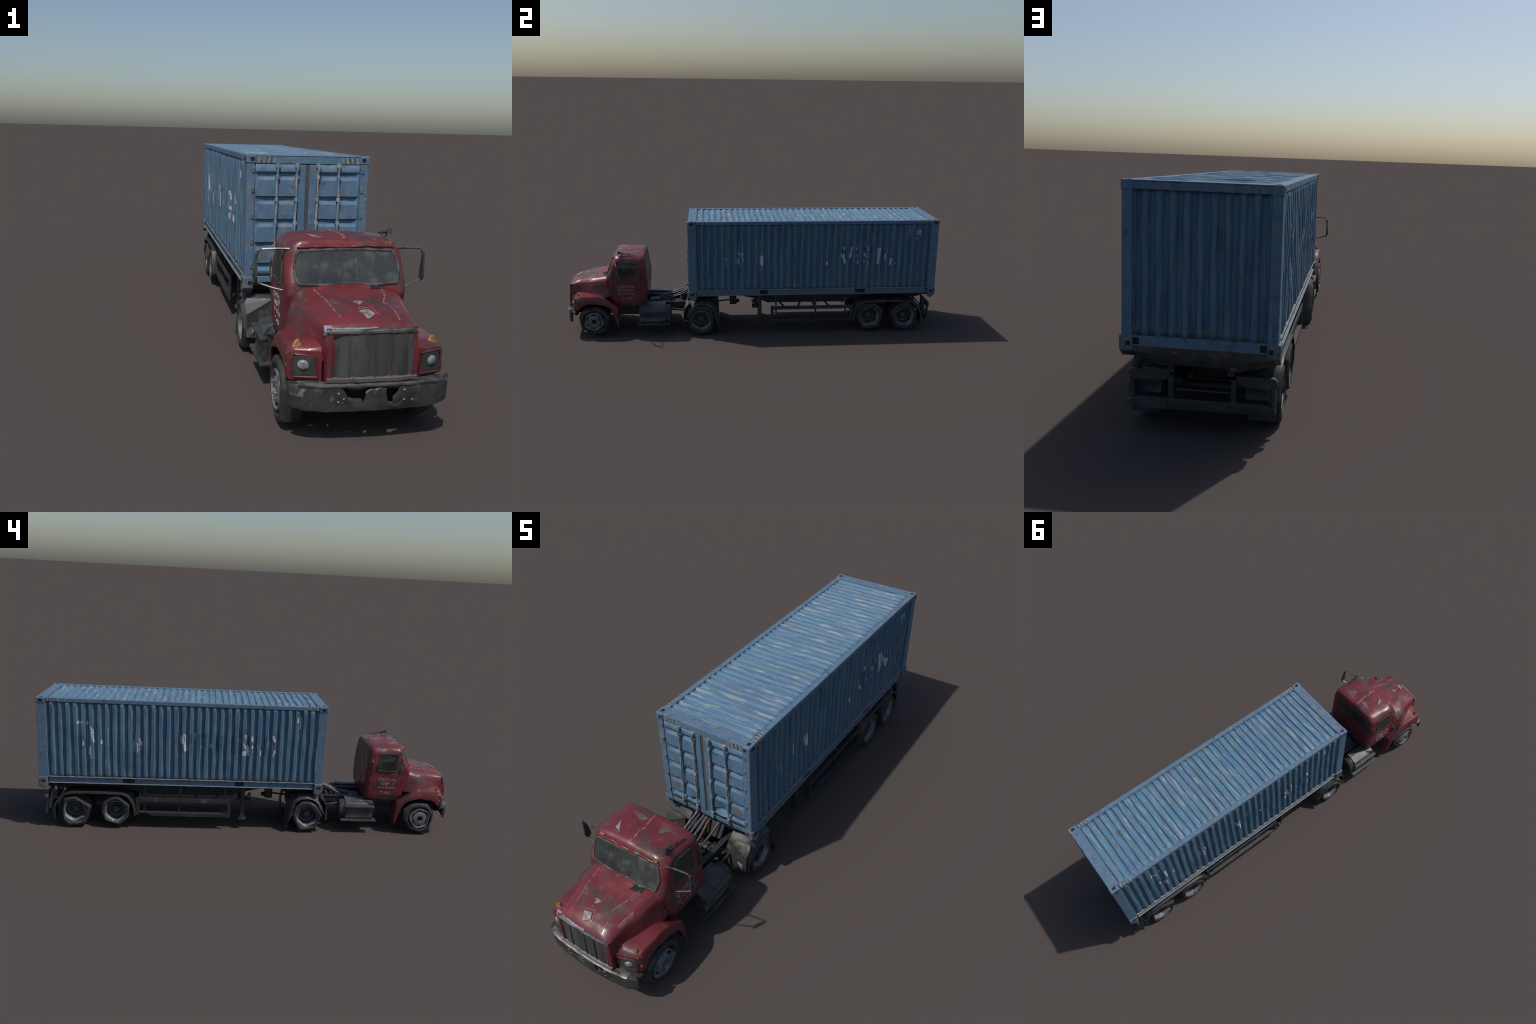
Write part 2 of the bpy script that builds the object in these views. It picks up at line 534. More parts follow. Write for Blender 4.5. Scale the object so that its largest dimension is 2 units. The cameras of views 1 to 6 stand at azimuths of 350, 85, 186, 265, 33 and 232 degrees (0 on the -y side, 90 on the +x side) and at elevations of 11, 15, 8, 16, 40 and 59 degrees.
doors = Geo()
for x0, x1 in ((-.165, -.030), (.026, .165)):
    g = door(x0, x1)
    # buckled lower panel of the right leaf
    if x0 > 0:
        for i, (x, y, z) in enumerate(g.v):
            if .036 < x < .092 and .255 < z < .335:
                t = math.sin((x - .036) / .056 * math.pi) * math.sin((z - .255) / .08 * math.pi)
                g.v[i] = (x, y + .012 * t * math.sin(z * 120 + x * 60), z)
    else:
        for i, (x, y, z) in enumerate(g.v):
            if -.10 < x < -.04 and .275 < z < .335:
                t = math.sin((x + .10) / .06 * math.pi) * math.sin((z - .275) / .06 * math.pi)
                g.v[i] = (x, y + .010 * t * math.sin(z * 100 - x * 80), z)
    doors.add(g.v, g.f)
    o = emit("container_door", g, M_DOOR, container, smooth=25)
    o.modifiers.new("sheet", 'SOLIDIFY').thickness = .004
emit("door_inner_stile", Geo().box((-.031, -.3500, .2525), (-.008, -.336, .597)).box((.003, -.3500, .2525), (.027, -.336, .597)), M_DOOR, container, bevel=.002)
emit("door_gasket", Geo().box((-.0085, -.3465, .2525), (.0035, -.336, .598)).wobble(.0012, 30)
     .box((-.172, -.347, .255), (-.1655, -.336, .596)).box((.1655, -.347, .255), (.170, -.336, .596)), M_GASKET, container, bevel=.001)
emit("door_backing", Geo().box((-.166, -.334, .25), (.166, -.331, .60)), M_HOLE, container)
for xt, xb in ((-.0965, -.104), (-.036, -.042), (.030, .026), (.095, .098)):
    pts = [(lerp(xb, xt, s) + .0012 * math.sin(s * 17 + xb * 90), -.3555 + .0012 * math.sin(s * 11), lerp(.243, .603, s)) for s in [i / 12 for i in range(13)]]
    emit("locking_bar", Geo().tube(pts, .0034, 8), M_BAR, container, smooth=40)
    k = Geo()
    for z in (.250, .268, .345, .42, .49, .56, .594):
        xx = lerp(xb, xt, (z - .243) / .36)
        w = .0062 if z in (.250, .594) else .0052
        k.box((xx - w, -.3585, z - .006), (xx + w, -.346, z + .006))
    emit("bar_bracket", k, M_BAR, container, bevel=.0015)
hn = Geo()
for sx in (-1, 1):
    for z in (.285, .36, .44, .52, .58):
        hn.box((sx * .172 - .005, -.3535, z - .009), (sx * .172 + .005, -.346, z + .009))
emit("door_hinge", hn, M_CAST, container, bevel=.002)
T_DOOR = doors.bvh()
sp = Geo()
patch(T_DOOR, [(-.157, .305), (-.126, .302), (-.126, .335), (-.157, .335)], 1, -1, 5, 5, .8, lift=.0009, ragged=.003, geo=sp)
patch(T_DOOR, [(.120, .300), (.153, .300), (.152, .335), (.121, .337)], 1, -1, 5, 5, .8, lift=.0009, ragged=.003, geo=sp)
emit("door_repair_patch", sp, M_SPOT, container, smooth=40)
tip = Geo()
for x, z0, z1 in ((-.105, .252, .282), (.098, .250, .272), (-.0415, .245, .262), (-.036, .578, .600), (.030, .575, .600)):
    tip.tube([(x, -.3585, z0), (x + .001, -.3595, lerp(z0, z1, .5)), (x, -.3585, z1)], [.0030, .0046, .003], 8)
emit("bar_handle", tip, M_BARE, container, smooth=40)

# --- hazard stripes near the upper corners
hz = Geo()
hk = Geo()
frame_tree = frame.bvh()
for k in range(7):
    gg = hz if k % 2 == 0 else hk
    d0, d1 = .003 + k * .0075, .010 + k * .0075
    for sx in (-1, 1):
        ax, bx = sx * .1875, sx * .172
        patch(frame_tree, [(ax, PANEL_Y0 + d0), (ax, PANEL_Y0 + d1), (bx, PANEL_Y0 + d1 + .004), (bx, PANEL_Y0 + d0 + .004)], 2, 1, 2, 2, lift=.0006, thick=.002, ragged=.002, geo=gg)
        patch(frame_tree, [(ax, PANEL_Y1 - d0), (ax, PANEL_Y1 - d1), (bx, PANEL_Y1 - d1 - .004), (bx, PANEL_Y1 - d0 - .004)], 2, 1, 2, 2, lift=.0006, thick=.002, ragged=.002, geo=gg)
        patch(frame_tree, [(PANEL_Y0 + d0, .610), (PANEL_Y0 + d1, .610), (PANEL_Y0 + d1 + .004, .623), (PANEL_Y0 + d0 + .004, .623)], 0, sx, 2, 2, lift=.0006, thick=.002, ragged=.002, geo=gg)
        patch(frame_tree, [(PANEL_Y1 - d0, .610), (PANEL_Y1 - d1, .610), (PANEL_Y1 - d1 - .004, .623), (PANEL_Y1 - d0 - .004, .623)], 0, sx, 2, 2, lift=.0006, thick=.002, ragged=.002, geo=gg)
        patch(frame_tree, [(sx * (.162 - d0), .602), (sx * (.162 - d1), .602), (sx * (.158 - d1), .619), (sx * (.158 - d0), .619)], 1, -1, 2, 2, lift=.0006, thick=.002, ragged=.002, geo=gg)
emit("hazard_stripe", hz, M_YELLOW, container, kind="stuff")
emit("hazard_stripe_gap", hk, M_BLACKP, container, kind="stuff")

# --- what is left of the big painted lettering (y0, y1, z0, z1, slant)
LEFT_WHITE = ((.795, .809, .505, .521, 0), (.782, .794, .508, .521, 0), (.758, .766, .503, .521, 0), (.734, .744, .420, .500, .004), (.745, .757, .362, .403, 0),
              (.692, .702, .412, .432, 0), (.777, .784, .405, .429, 0), (.547, .552, .382, .436, 0), (.529, .534, .378, .428, 0), (.519, .523, .389, .446, .004),
              (.510, .516, .411, .432, 0), (.322, .334, .427, .466, .004), (.309, .321, .390, .479, .004), (.264, .270, .454, .481, 0), (.186, .194, .410, .434, 0),
              (.027, .034, .462, .483, .002), (.031, .038, .415, .440, .004), (.026, .042, .378, .402, 0), (.008, .025, .381, .430, .004), (-.004, .004, .450, .475, 0),
              (-.004, .001, .416, .431, 0), (-.044, -.039, .378, .405, 0), (-.109, -.099, .451, .481, .004), (-.109, -.103, .379, .410, -.003),
              (-.214, -.208, .545, .571, 0), (-.222, -.228, .515, .575, 0))
RIGHT_WHITE = ((-.087, -.079, .433, .461, -.003), (-.090, -.081, .386, .427, -.006), (-.070, -.064, .440, .458, 0), (-.067, -.063, .411, .438, -.002),
               (-.158, -.153, .415, .428, 0), (-.096, -.092, .399, .418, 0), (.029, .044, .384, .441, 0), (.474, .484, .461, .483, 0), (.464, .470, .413, .445, -.006),
               (.474, .487, .388, .445, -.006), (.513, .523, .420, .480, .004), (.503, .516, .416, .440, 0), (.541, .549, .460, .476, .003), (.549, .556, .425, .438, 0),
               (.551, .559, .382, .412, 0), (.587, .598, .425, .444, 0), (.586, .596, .393, .404, 0), (.603, .610, .459, .485, 0), (.608, .614, .421, .444, 0),
               (.607, .617, .380, .402, 0), (.661, .674, .382, .478, .004), (.702, .707, .410, .442, 0), (.731, .741, .378, .417, .002), (.757, .766, .381, .394, 0),
               (.384, .390, .383, .405, 0), (.833, .838, .546, .577, 0), (.874, .880, .542, .568, 0), (.884, .890, .545, .571, 0), (.874, .878, .514, .533, 0))
LEFT_TEAL = ((.786, .808, .445, .503, 0), (.782, .793, .484, .508, 0), (.735, .757, .342, .362, 0), (.690, .700, .340, .412, 0), (.660, .672, .400, .494, .003), (.755, .764, .40, .50, 0))
RIGHT_TEAL = ((-.157, -.151, .437, .506, 0), (-.150, -.140, .371, .430, -.003), (-.086, -.080, .462, .510, 0), (-.070, -.063, .465, .511, 0), (-.172, -.166, .39, .44, 0))
for kind, sx, white, teal in (('side-', -1, LEFT_WHITE, LEFT_TEAL), ('side+', 1, RIGHT_WHITE, RIGHT_TEAL)):
    tree = walls[kind].bvh()
    for rows, mat, nm in ((white, M_WHITE, "lettering_fragment"), (teal, M_GREEN, "emblem_fragment")):
        g = Geo()
        for y0, y1, z0, z1, sl in rows:
            patch(tree, [(y0 - sl, z0), (y1 - sl, z0), (y1 + sl, z1), (y0 + sl, z1)], 0, sx, 4, 5, .45, lift=.0027, thick=.004, ragged=.002, geo=g)
        emit(nm, g, mat, container, kind="stuff")
    g = Geo()
    rp = random.Random(5 + sx)
    for i in range(26):
        y0 = rp.uniform(-.11, .34) if sx < 0 else rp.choice((rp.uniform(.10, .45), rp.uniform(.48, .76)))
        z0 = rp.uniform(.385, .455)
        w, h = rp.uniform(.004, .010), rp.uniform(.012, .05)
        patch(tree, [(y0, z0), (y0 + w, z0), (y0 + w, min(z0 + h, .485)), (y0, min(z0 + h, .485))], 0, sx, 4, 5, .5, lift=.0025, thick=.004, ragged=.003, geo=g)
    emit("pale_lettering", g, M_PALE, container, kind="stuff")
    # darker ghosts of whole letters between the surviving flakes
    g = Geo()
    # strokes of each letter in reading order: l left upright, r right upright, t top, m middle, b bottom
    letters = ("lrtmb", "ltmb", "lrtm", "lrtb", "lrm", "lr") if sx < 0 else ("lr", "lrb", "ltmb", "lrm", "l", "lb")
    y_start, y_step, w = (.305, -.078, .026) if sx < 0 else (.480, .055, .019)
    for n_, strokes in enumerate(letters):
        y = y_start + n_ * y_step
        for st in strokes:
            left = y - sx * w
            right = y + sx * w
            seg = {"l": (left, left + sx * .013, .385, .478), "r": (right, right - sx * .013, .385, .478), "t": (left, right, .464, .478),
                   "m": (left, right, .424, .437), "b": (left, right, .385, .398)}[st]
            y0, y1 = sorted(seg[:2])
            patch(tree, [(y0, seg[2]), (y1, seg[2]), (y1, seg[3]), (y0, seg[3])], 0, sx, 8, 6, .3, lift=.0021, thick=.004, ragged=.004, geo=g)
    emit("ghost_lettering", g, M_GHOST, container, kind="stuff")

roof_tree = walls['roof'].bvh()
g = Geo()
patch(roof_tree, [(.03, .80), (.055, .80), (.05, .82), (.032, .825)], 2, 1, 5, 5, .6, lift=.0009, ragged=.004, geo=g)
emit("roof_rust_patch", g, material("ochre_rust", (.17, .12, .05), ((BLUE, 60, .45, .6, S1, .8), ((.05, .045, .03), 90, .5, .62, S1, .7)), rough=.8), container)
# fork pockets in the bottom rails
fp = Geo()
for sx in (-1, 1):
    for a, b in ((.028, .070), (.546, .600)):
        xa, xb = sorted((sx * (X1 - .0066), sx * (X1 - .012)))
        fp.box((xa, a, .2265), (xb, b, .2495))
emit("fork_pocket", fp, M_HOLE, container)
fp = Geo()
for sx in (-1, 1):
    fp.box((sx * .158 - .010, Y1 - .006, .229), (sx * .158 + .010, Y1 - .0013, .246))
emit("sill_pocket", fp, M_HOLE, container)

# ================================================================= cab
#        z     y_front y_rear half_width bulge_front bulge_rear r_front r_rear
CAB = [(0.1600, -.742, -.594, .142, .002, .002, .020, .018),
       (0.1680, -.752, -.582, .148, .002, .003, .022, .020),
       (0.1900, -.762, -.575, .153, .002, -.002, .020, .022),
       (0.2250, -.770, -.570, .156, .002, -.004, .020, .022),
       (0.3000, -.789, -.569, .157, .002, -.007, .022, .024),
       (0.3300, -.782, -.572, .156, .003, -.007, .024, .024),
       (0.3700, -.766, -.578, .154, .004, -.005, .026, .024),
       (0.4046, -.751, -.586, .150, .004, .000, .028, .024),
       (0.4156, -.746, -.588, .144, .004, .004, .028, .024),
       (0.4231, -.744, -.590, .139, .004, .004, .030, .026),
       (0.4298, -.740, -.592, .131, .004, .003, .032, .028),
       (0.4345, -.731, -.595, .116, .003, .003, .034, .030),
       (0.4375, -.716, -.602, .090, .002, .002, .034, .030),
       (0.4385, -.700, -.612, .055, .001, .001, .030, .030)]


def cab_ring(z):
    yf, yr, hw, bf, br, rf, rr = table(CAB, z)
    pts = []

    def yfront(x):
        return yf - bf * max(0, 1 - (x / hw) ** 2)

    def yrear(x):
        return yr + br * max(0, 1 - (x / hw) ** 2)
    for i in range(17):                                # front, left to right
        x = lerp(-(hw - rf), hw - rf, i / 16)
        pts.append((x, yfront(x), z))
    for i in range(1, 5):                              # front right corner
        a = i / 5 * math.pi / 2
        pts.append((hw - rf + rf * math.sin(a), yfront(hw - rf) + rf * (1 - math.cos(a)), z))
    for i in range(11):                                # right side
        pts.append((hw, lerp(yfront(hw - rf) + rf, yrear(hw - rr) - rr, i / 10), z))
    for i in range(1, 5):
        a = i / 5 * math.pi / 2
        pts.append((hw - rr + rr * math.cos(a), yrear(hw - rr) - rr + rr * math.sin(a), z))
    for i in range(17):
        x = lerp(hw - rr, -(hw - rr), i / 16)
        pts.append((x, yrear(x), z))
    for i in range(1, 5):
        a = i / 5 * math.pi / 2
        pts.append((-(hw - rr) - rr * math.sin(a), yrear(hw - rr) - rr + rr * math.cos(a), z))
    for i in range(11):
        pts.append((-hw, lerp(yrear(hw - rr) - rr, yfront(hw - rf) + rf, i / 10), z))
    for i in range(1, 5):
        a = i / 5 * math.pi / 2
        pts.append((-(hw - rf) - rf * math.cos(a), yfront(hw - rf) + rf - rf * math.sin(a), z))
    return pts


cab_geo = Geo()
zs = sorted({*(r[0] for r in CAB), *(lerp(.17, .40, i / 20) for i in range(21))})
cab_geo.loft([cab_ring(z) for z in zs])
cab_geo.v = [(x, y, z - .0035 * max(0, min(1, (z - .385) / .04)) * max(0, min(1, (y + .69) / .09))) for x, y, z in cab_geo.v]
cab_geo.wobble(.0042, 22, 1.3).wobble(.0016, 60, 4.0)
cab = emit("cab", cab_geo, M_RED, truck, smooth=50)
T_CAB = cab_geo.bvh()

g = patch(T_CAB, [(-.138, .325), (.138, .325), (.132, .4085), (-.132, .4085)], 1, -1, 36, 20, .30, lift=.0016, thick=.004)
emit("windshield", g, M_GLASS, cab, smooth=50)
emit("windshield_rubber", Geo().tube(g.rim + g.rim[:1], .0036, 6), M_RUBBER, cab, smooth=60)
wb = drape(T_CAB, [(.024, .335), (.024, .385)], 1, -1, .002)
emit("windshield_divider", Geo().tube(wb, .0012, 6), M_CHROME, cab, smooth=60)
g = patch(T_CAB, [(-.128, .335), (.116, .325), (.106, .392), (-.122, .402)], 1, 1, 18, 8, .3, lift=.0012, thick=.004)
emit("rear_window", g, M_SIDEGLASS, cab, smooth=50)
for sx in (-1, 1):
    g = patch(T_CAB, [(-.722, .312), (-.622, .316), (-.630, .400), (-.718, .401)], 0, sx, 10, 8, .25, lift=.0014, thick=.004)
    emit("door_window", g, M_SIDEGLASS, cab, smooth=50)
    emit("door_window_rubber", Geo().tube(g.rim + g.rim[:1], .0018, 6), M_RUBBER, cab, smooth=60)
    seam = drape(T_CAB, [(-.735, .400), (-.748, .320), (-.748, .190), (-.735, .172), (-.620, .172), (-.606, .20), (-.606, .39), (-.62, .408), (-.735, .400)], 0, sx, -.0002)
    emit("door_seam", Geo().tube(seam, .0009, 5), material("seam_shadow", (.05, .015, .017), rough=.7) if sx < 0 else bpy.data.materials["seam_shadow"], cab)
    hx = sx * .159
    emit("grab_handle", Geo().tube([(sx * .152, -.598, .362), (hx, -.600, .356), (hx + sx * .003, -.601, .33), (hx + sx * .002, -.602, .305), (sx * .152, -.604, .296)], .0026, 6), M_CHROME if sx < 0 else M_FRAMEDARK, cab, smooth=60)
    # dirty lower flank
    g = patch(T_CAB, [(-.738, .170), (-.612, .170), (-.612, .196), (-.738, .200)], 0, sx, 12, 4, .5, lift=.0005, thick=.003, ragged=.006)
    emit("road_dirt", g, M_REDDIRTY, cab, smooth=60)

roofseam = drape(T_CAB, [(-.002, -.738), (.004, -.715), (-.004, -.690), (.003, -.665), (-.006, -.630), (-.007, -.60)], 2, 1, .0004)
emit("roof_seam", Geo().tube(roofseam, [.0032 + .0016 * math.sin(i * 1.9) for i in range(len(roofseam))], 6, flat=.6), M_WORN, cab, smooth=60)
g = Geo()
patch(T_CAB, [(-.085, -.68), (-.055, -.726), (-.054, -.722), (-.080, -.712)], 2, 1, 4, 4, .0, lift=.0008, thick=.003, ragged=.001, geo=g)
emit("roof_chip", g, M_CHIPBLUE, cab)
g = Geo()
patch(T_CAB, [(-.09, -.62), (-.01, -.625), (-.03, -.65), (-.06, -.64)], 2, 1, 8, 5, .4, lift=.0006, thick=.003, ragged=.008, geo=g)
patch(T_CAB, [(.03, -.61), (.09, -.615), (.07, -.65), (.05, -.66)], 2, 1, 8, 5, .4, lift=.0006, thick=.003, ragged=.008, geo=g)
emit("roof_bare_patch", g, material("grey_green_wear", (.105, .085, .075), ((RED, 50, .42, .6, S1, .9),), rough=.6), cab)
for x in (-.104, .112):
    hit = drape(T_CAB, [(x, .4225), (x + .001, .4225)], 1, -1, .001)[0]
    gg = Geo().box((hit.x - .009, hit.y - .005, hit.z - .006), (hit.x + .009, hit.y + .008, hit.z + .005))
    emit("marker_light", gg, M_AMBER if x > 0 else M_WORN, cab, bevel=.003)
# air horn lying on the roof
horn = Geo()
horn.tube([(.126, -.722, .4505), (.125, -.712, .4485), (.125, -.705, .4460), (.126, -.695, .4435), (.128, -.66, .4385), (.130, -.632, .4325)],
          [.0088, .0062, .0040, .0026, .0022, .0022], 8)
horn.tube([(.127, -.665, .430), (.128, -.665, .444)], .0022, 6).tube([(.124, -.700, .430), (.125, -.700, .449)], .0024, 6)
emit("air_horn", horn, M_STEP, cab, smooth=50)
# visor brow above the windshield
brow = drape(T_CAB, [(-.125, .4145), (-.06, .4165), (0, .4145), (.06, .4175), (.125, .4145)], 1, -1, .0008)
emit("windshield_brow", Geo().tube(brow, [.0042 + .0012 * math.sin(i * .8) for i in range(len(brow))], 6), M_RED, cab, smooth=60)
# wiper / torn cowl piece
cw = drape(T_CAB, [(-.03, .330), (.03, .329), (.075, .323)], 1, -1, .004)
emit("wiper_arm", Geo().tube(cw, .0016, 6), M_CHROME, cab, smooth=60)


def lettering(name, text, y, z, size_y, size_z, sx):
    """a line of text, scaled to size_y x size_z, laid on the cab flank"""
    cu = bpy.data.curves.new("lettering_curve", 'FONT')
    cu.body = text
    cu.extrude = .02
    cu.resolution_u = 3
    tmp = bpy.data.objects.new("lettering_tmp", cu)
    ROOT_COLL.objects.link(tmp)
    me = bpy.data.meshes.new_from_object(tmp.evaluated_get(bpy.context.evaluated_depsgraph_get()))
    bpy.data.objects.remove(tmp)
    bpy.data.curves.remove(cu)
    xs = [v.co.x for v in me.vertices]
    zs_ = [v.co.y for v in me.vertices]
    x0, x1, z0, z1 = min(xs), max(xs), min(zs_), max(zs_)
    for v in me.vertices:
        yy = y + sx * ((v.co.x - x0) / (x1 - x0) - .5) * size_y
        zz = z + (v.co.y - z0) / (z1 - z0) * size_z
        hit, nrm, _, _ = T_CAB.ray_cast(Vector((sx * 2, yy, zz)), Vector((-sx, 0, 0)))
        out = .0012 if v.co.z > 0 else -.001
        v.co = (hit.x + sx * out, yy, zz)
    me.materials.append(M_TEXT)
    ob = bpy.data.objects.new(name, me)
    ROOT_COLL.objects.link(ob)
    ob.parent = cab


for sx in (-1, 1):
    yc = -.684 if sx > 0 else -.676
    lettering("door_lettering", "CONTAINER", yc, .2625, .088, .0155, sx)
    lettering("door_lettering", "TRANSPORT", yc, .2430, .088, .0150, sx)
    lettering("door_lettering", "PORT SERVICES", yc, .2245, .084, .0105, sx)
    lettering("door_lettering", "T-459" if sx > 0 else "T-455", yc + .004, .1965, .054, .0145, sx)

# mirrors on their loop brackets
for sx in (-1, 1):
    arm = Geo()
    arm.tube([(sx * .142, -.738, .409), (sx * .175, -.731, .4085), (sx * .209, -.725, .406), (sx * .218, -.722, .399), (sx * .2255, -.718, .36), (sx * .2275, -.715, .335),
              (sx * .224, -.715, .322), (sx * .207, -.719, .315), (sx * .178, -.730, .307), (sx * .148, -.742, .302)],
             [.0030, .0030, .0028, .0026, .0026, .0026, .0026, .0026, .0022, .0020], 6)
    emit("mirror_bracket", arm, M_CHROME, cab, smooth=50)
    m = Geo()
    m.prism([(-.727, .398), (-.717, .398), (-.709, .362), (-.702, .335), (-.704, .319), (-.722, .318), (-.729, .335), (-.728, .370)], 0,
            min(sx * .2205, sx * .2255), max(sx * .2205, sx * .2255))
    m.wobble(.002, 40, 2)
    emit("mirror", m, M_STEP, cab, bevel=.0018)

# ================================================================= hood
#        y     half_w shoulder_z centre_z low_half_w
HOOD = [(-.986, .1020, .266, .268, .106), (-.980, .1050, .275, .281, .108), (-.970, .1065, .279, .288, .110), (-.955, .108, .282, .296, .113), (-.925, .112, .287, .304, .122),
        (-.875, .121, .294, .314, .138), (-.830, .130, .299, .321, .149), (-.785, .139, .304, .328, .154), (-.765, .141, .305, .330, .150)]
hood_geo = Geo()
rings = []
ys = sorted({*(r[0] for r in HOOD), *(lerp(-.96, -.77, i / 16) for i in range(17))})
for y in ys:
    w, ez, cz, lw = table(HOOD, y)
    r = []
    for s in range(9):                                  # left flank upwards
        t = s / 9
        z = lerp(.150, ez - .014, t)
        r.append((-(lerp(lw, w, max(0, (z - .215) / (ez - .014 - .215)) ** .8) if z > .200 else min(lw, .106)), y, z))
    for s in range(1, 4):                               # shoulder
        a = s / 4 * math.pi / 2
        r.append((-w + .012 * (1 - math.cos(a)), y, ez - .014 + .014 * math.sin(a)))
    for s in range(17):                                 # crown
        x = lerp(-(w - .012), w - .012, s / 16)
        crease = .0022 * math.exp(-((abs(x) - .070) / .008) ** 2)
        r.append((x, y - .004 * (1 - (x / w) ** 2) * max(0, min(1, (-.955 - y) / .03)), ez + (cz - ez) * (1 - abs(x / w) ** 2.6) + crease))
    for s in range(3, 0, -1):
        a = s / 4 * math.pi / 2
        r.append((w - .012 * (1 - math.cos(a)), y, ez - .014 + .014 * math.sin(a)))
    for s in range(8, -1, -1):
        t = s / 9
        z = lerp(.150, ez - .014, t)
        r.append((lerp(lw, w, max(0, (z - .215) / (ez - .014 - .215)) ** .8) if z > .200 else min(lw, .106), y, z))
    rings.append(r)
hood_geo.loft(rings)
def hood_shape(p):
    x, y, z = p
    nose = max(0, min(1, (-.935 - y) / .045))
    y += nose * (.0060 * (z - .150) / .125 - .0015)                      # nose leans back
    if x < 0:                                                  # the left flank bulges more than the right
        t = math.exp(-((y + .835) / .045) ** 2) * max(0, min(1, (z - .16) / .05)) * max(0, min(1, (.335 - z) / .06))
        x -= .023 * t * max(0, min(1, (-x - .07) / .04))
    return (x, y, z)


hood_geo.v = [hood_shape(p) for p in hood_geo.v]
hood_geo.wobble(.0036, 20, 2.2).wobble(.0012, 70, 1.0)
hood = emit("hood", hood_geo, M_RED, truck, smooth=45)
T_HOOD = hood_geo.bvh()
for pts in ([(-.092, -.80), (-.085, -.85), (-.076, -.90), (-.068, -.955)], [(.082, -.80), (.068, -.862), (.052, -.896), (.060, -.902), (.066, -.935), (.066, -.968)]):
    line = drape(T_HOOD, pts, 2, 1, .0002)
    emit("hood_crease", Geo().tube(line, [.0017 + .0007 * math.sin(i * 1.7) for i in range(len(line))], 6, flat=.7), M_WORN, hood, smooth=60)
g = Geo()
patch(T_HOOD, [(-.024, -.940), (-.008, -.966), (.014, -.952), (.004, -.934)], 2, 1, 5, 5, .1, lift=.0035, thick=.006, ragged=.002, geo=g)
patch(T_HOOD, [(-.022, -.890), (-.010, -.909), (.004, -.893), (-.006, -.889)], 2, 1, 4, 4, .1, lift=.0015, thick=.004, ragged=.001, geo=g)
emit("hood_emblem", g, material("worn_emblem", (.24, .215, .21), (((.12, .05, .05), 90, .46, .60, S1, .8),), rough=.5), hood, bevel=.0008)
emit("emblem_outline", Geo().tube(drape(T_HOOD, [(-.024, -.932), (.012, -.925), (.022, -.955)], 2, 1, .0012), .0014, 5), M_WORN, hood)
g = Geo()
patch(T_HOOD, [(.050, -.816), (.090, -.806), (.088, -.786), (.056, -.792)], 2, 1, 5, 5, .0, lift=.0012, thick=.004, geo=g)
emit("cowl_opening", g, M_HOLE, hood)
g = Geo()
patch(T_HOOD, [(.103, -.935), (.113, -.87), (.104, -.86), (.095, -.925)], 2, 1, 6, 6, .2, lift=.0007, thick=.003, ragged=.004, geo=g)
emit("hood_bare_patch", g, material("pale_red_wear", (.19, .085, .085), ((RED, 40, .45, .62, S1, .8),), rough=.6), hood)
def fy(x, z=.21):
    """front face of the nose"""
    return -.9910 + .0060 * (z - .150) / .125 + .0040 * (x / .1) ** 2


# bent bright strip along the front edge of the hood
st = Geo()
rows = []
for i in range(13):
    s = i / 12
    x = lerp(-.112, .010, s)
    h = lerp(.018, .003, s)
    y = fy(x, .27) + .002
    rows.append([(x, y + .008, .279 - .003 * s), (x, y - .003, .276 - h * .5), (x, y - .001, .276 - h), (x, y + .006, .274 - h)])
st.loft(rows)
emit("hood_edge_strip", st, M_CHIPBLUE, hood, smooth=30)


# grille: recessed dark panel in a red surround
panel = Geo()
rows = []
nx = 24
for i in range(nx + 1):
    x = lerp(-.0955, .0955, i / nx)
    d = .0025 * math.cos(i * math.pi * 4 / nx) ** 2 - .0022
    rows.append([(x, fy(x, .163) + d, .163), (x, fy(x, .212) + d - .001, .212), (x, fy(x, .262) + d, .262), (x, fy(x, .262) + .012, .262), (x, fy(x, .163) + .012, .163)])
panel.loft(rows)
panel.wobble(.0012, 28, 5)
emit("grille", panel, M_GRILLE, hood, smooth=40)
bars = Geo()
for x in (-.093, -.055, .006, .045, .093):
    bars.tube([(x, fy(x, .164) - .002, .164), (x + .001, fy(x, .21) - .003, .21), (x, fy(x, .261) - .001, .261)], .0018, 6)
emit("grille_bar", bars, M_GRILLE, hood, smooth=60)
sur = Geo()
for sx in (-1, 1):
    sur.loft([[(sx * x, fy(x, z) + dy, z) for x, dy in ((.0945, .004), (.0965, -.0035), (.106, -.001), (.109, .006), (.107, .014), (.096, .014))] for z in (.150, .165, .215, .262, .274)], True, True)
emit("grille_surround", sur.wobble(.0015, 30, 2), M_RED, hood, smooth=40)
lip = Geo()
lip.loft([[(x, fy(x, z) + dy, z) for dy, z in ((.0, .2605), (-.004, .263), (-.004, .268), (.0, .272), (.010, .272), (.010, .2605))] for x in [lerp(-.105, .105, i / 16) for i in range(17)]])
emit("grille_lip", lip.wobble(.0015, 30, 8), M_CHROME, hood, smooth=40)
low = Geo()
low.loft([[(x, fy(x, z) + dy, z) for dy, z in ((.0, .150), (-.004, .152), (-.005, .160), (.0, .164), (.012, .164), (.012, .150))] for x in [lerp(-.105, .105, i / 16) for i in range(17)]])
emit("grille_sill", low.wobble(.0015, 30, 9), material("dull_pinkish_sill", (.10, .085, .08), (((.16, .11, .11), 30, .5, .66, S1, .7), ((.04, .04, .04), 30, .5, .62, S1, .7)), rough=.5), hood, smooth=40)
g = Geo()
g.prism([(-.094, .253), (-.054, .2605), (-.092, .2625)], 1, fy(-.09, .257) - .004, fy(-.09, .257) + .004)
emit("grille_gap", g, M_HOLE, hood)

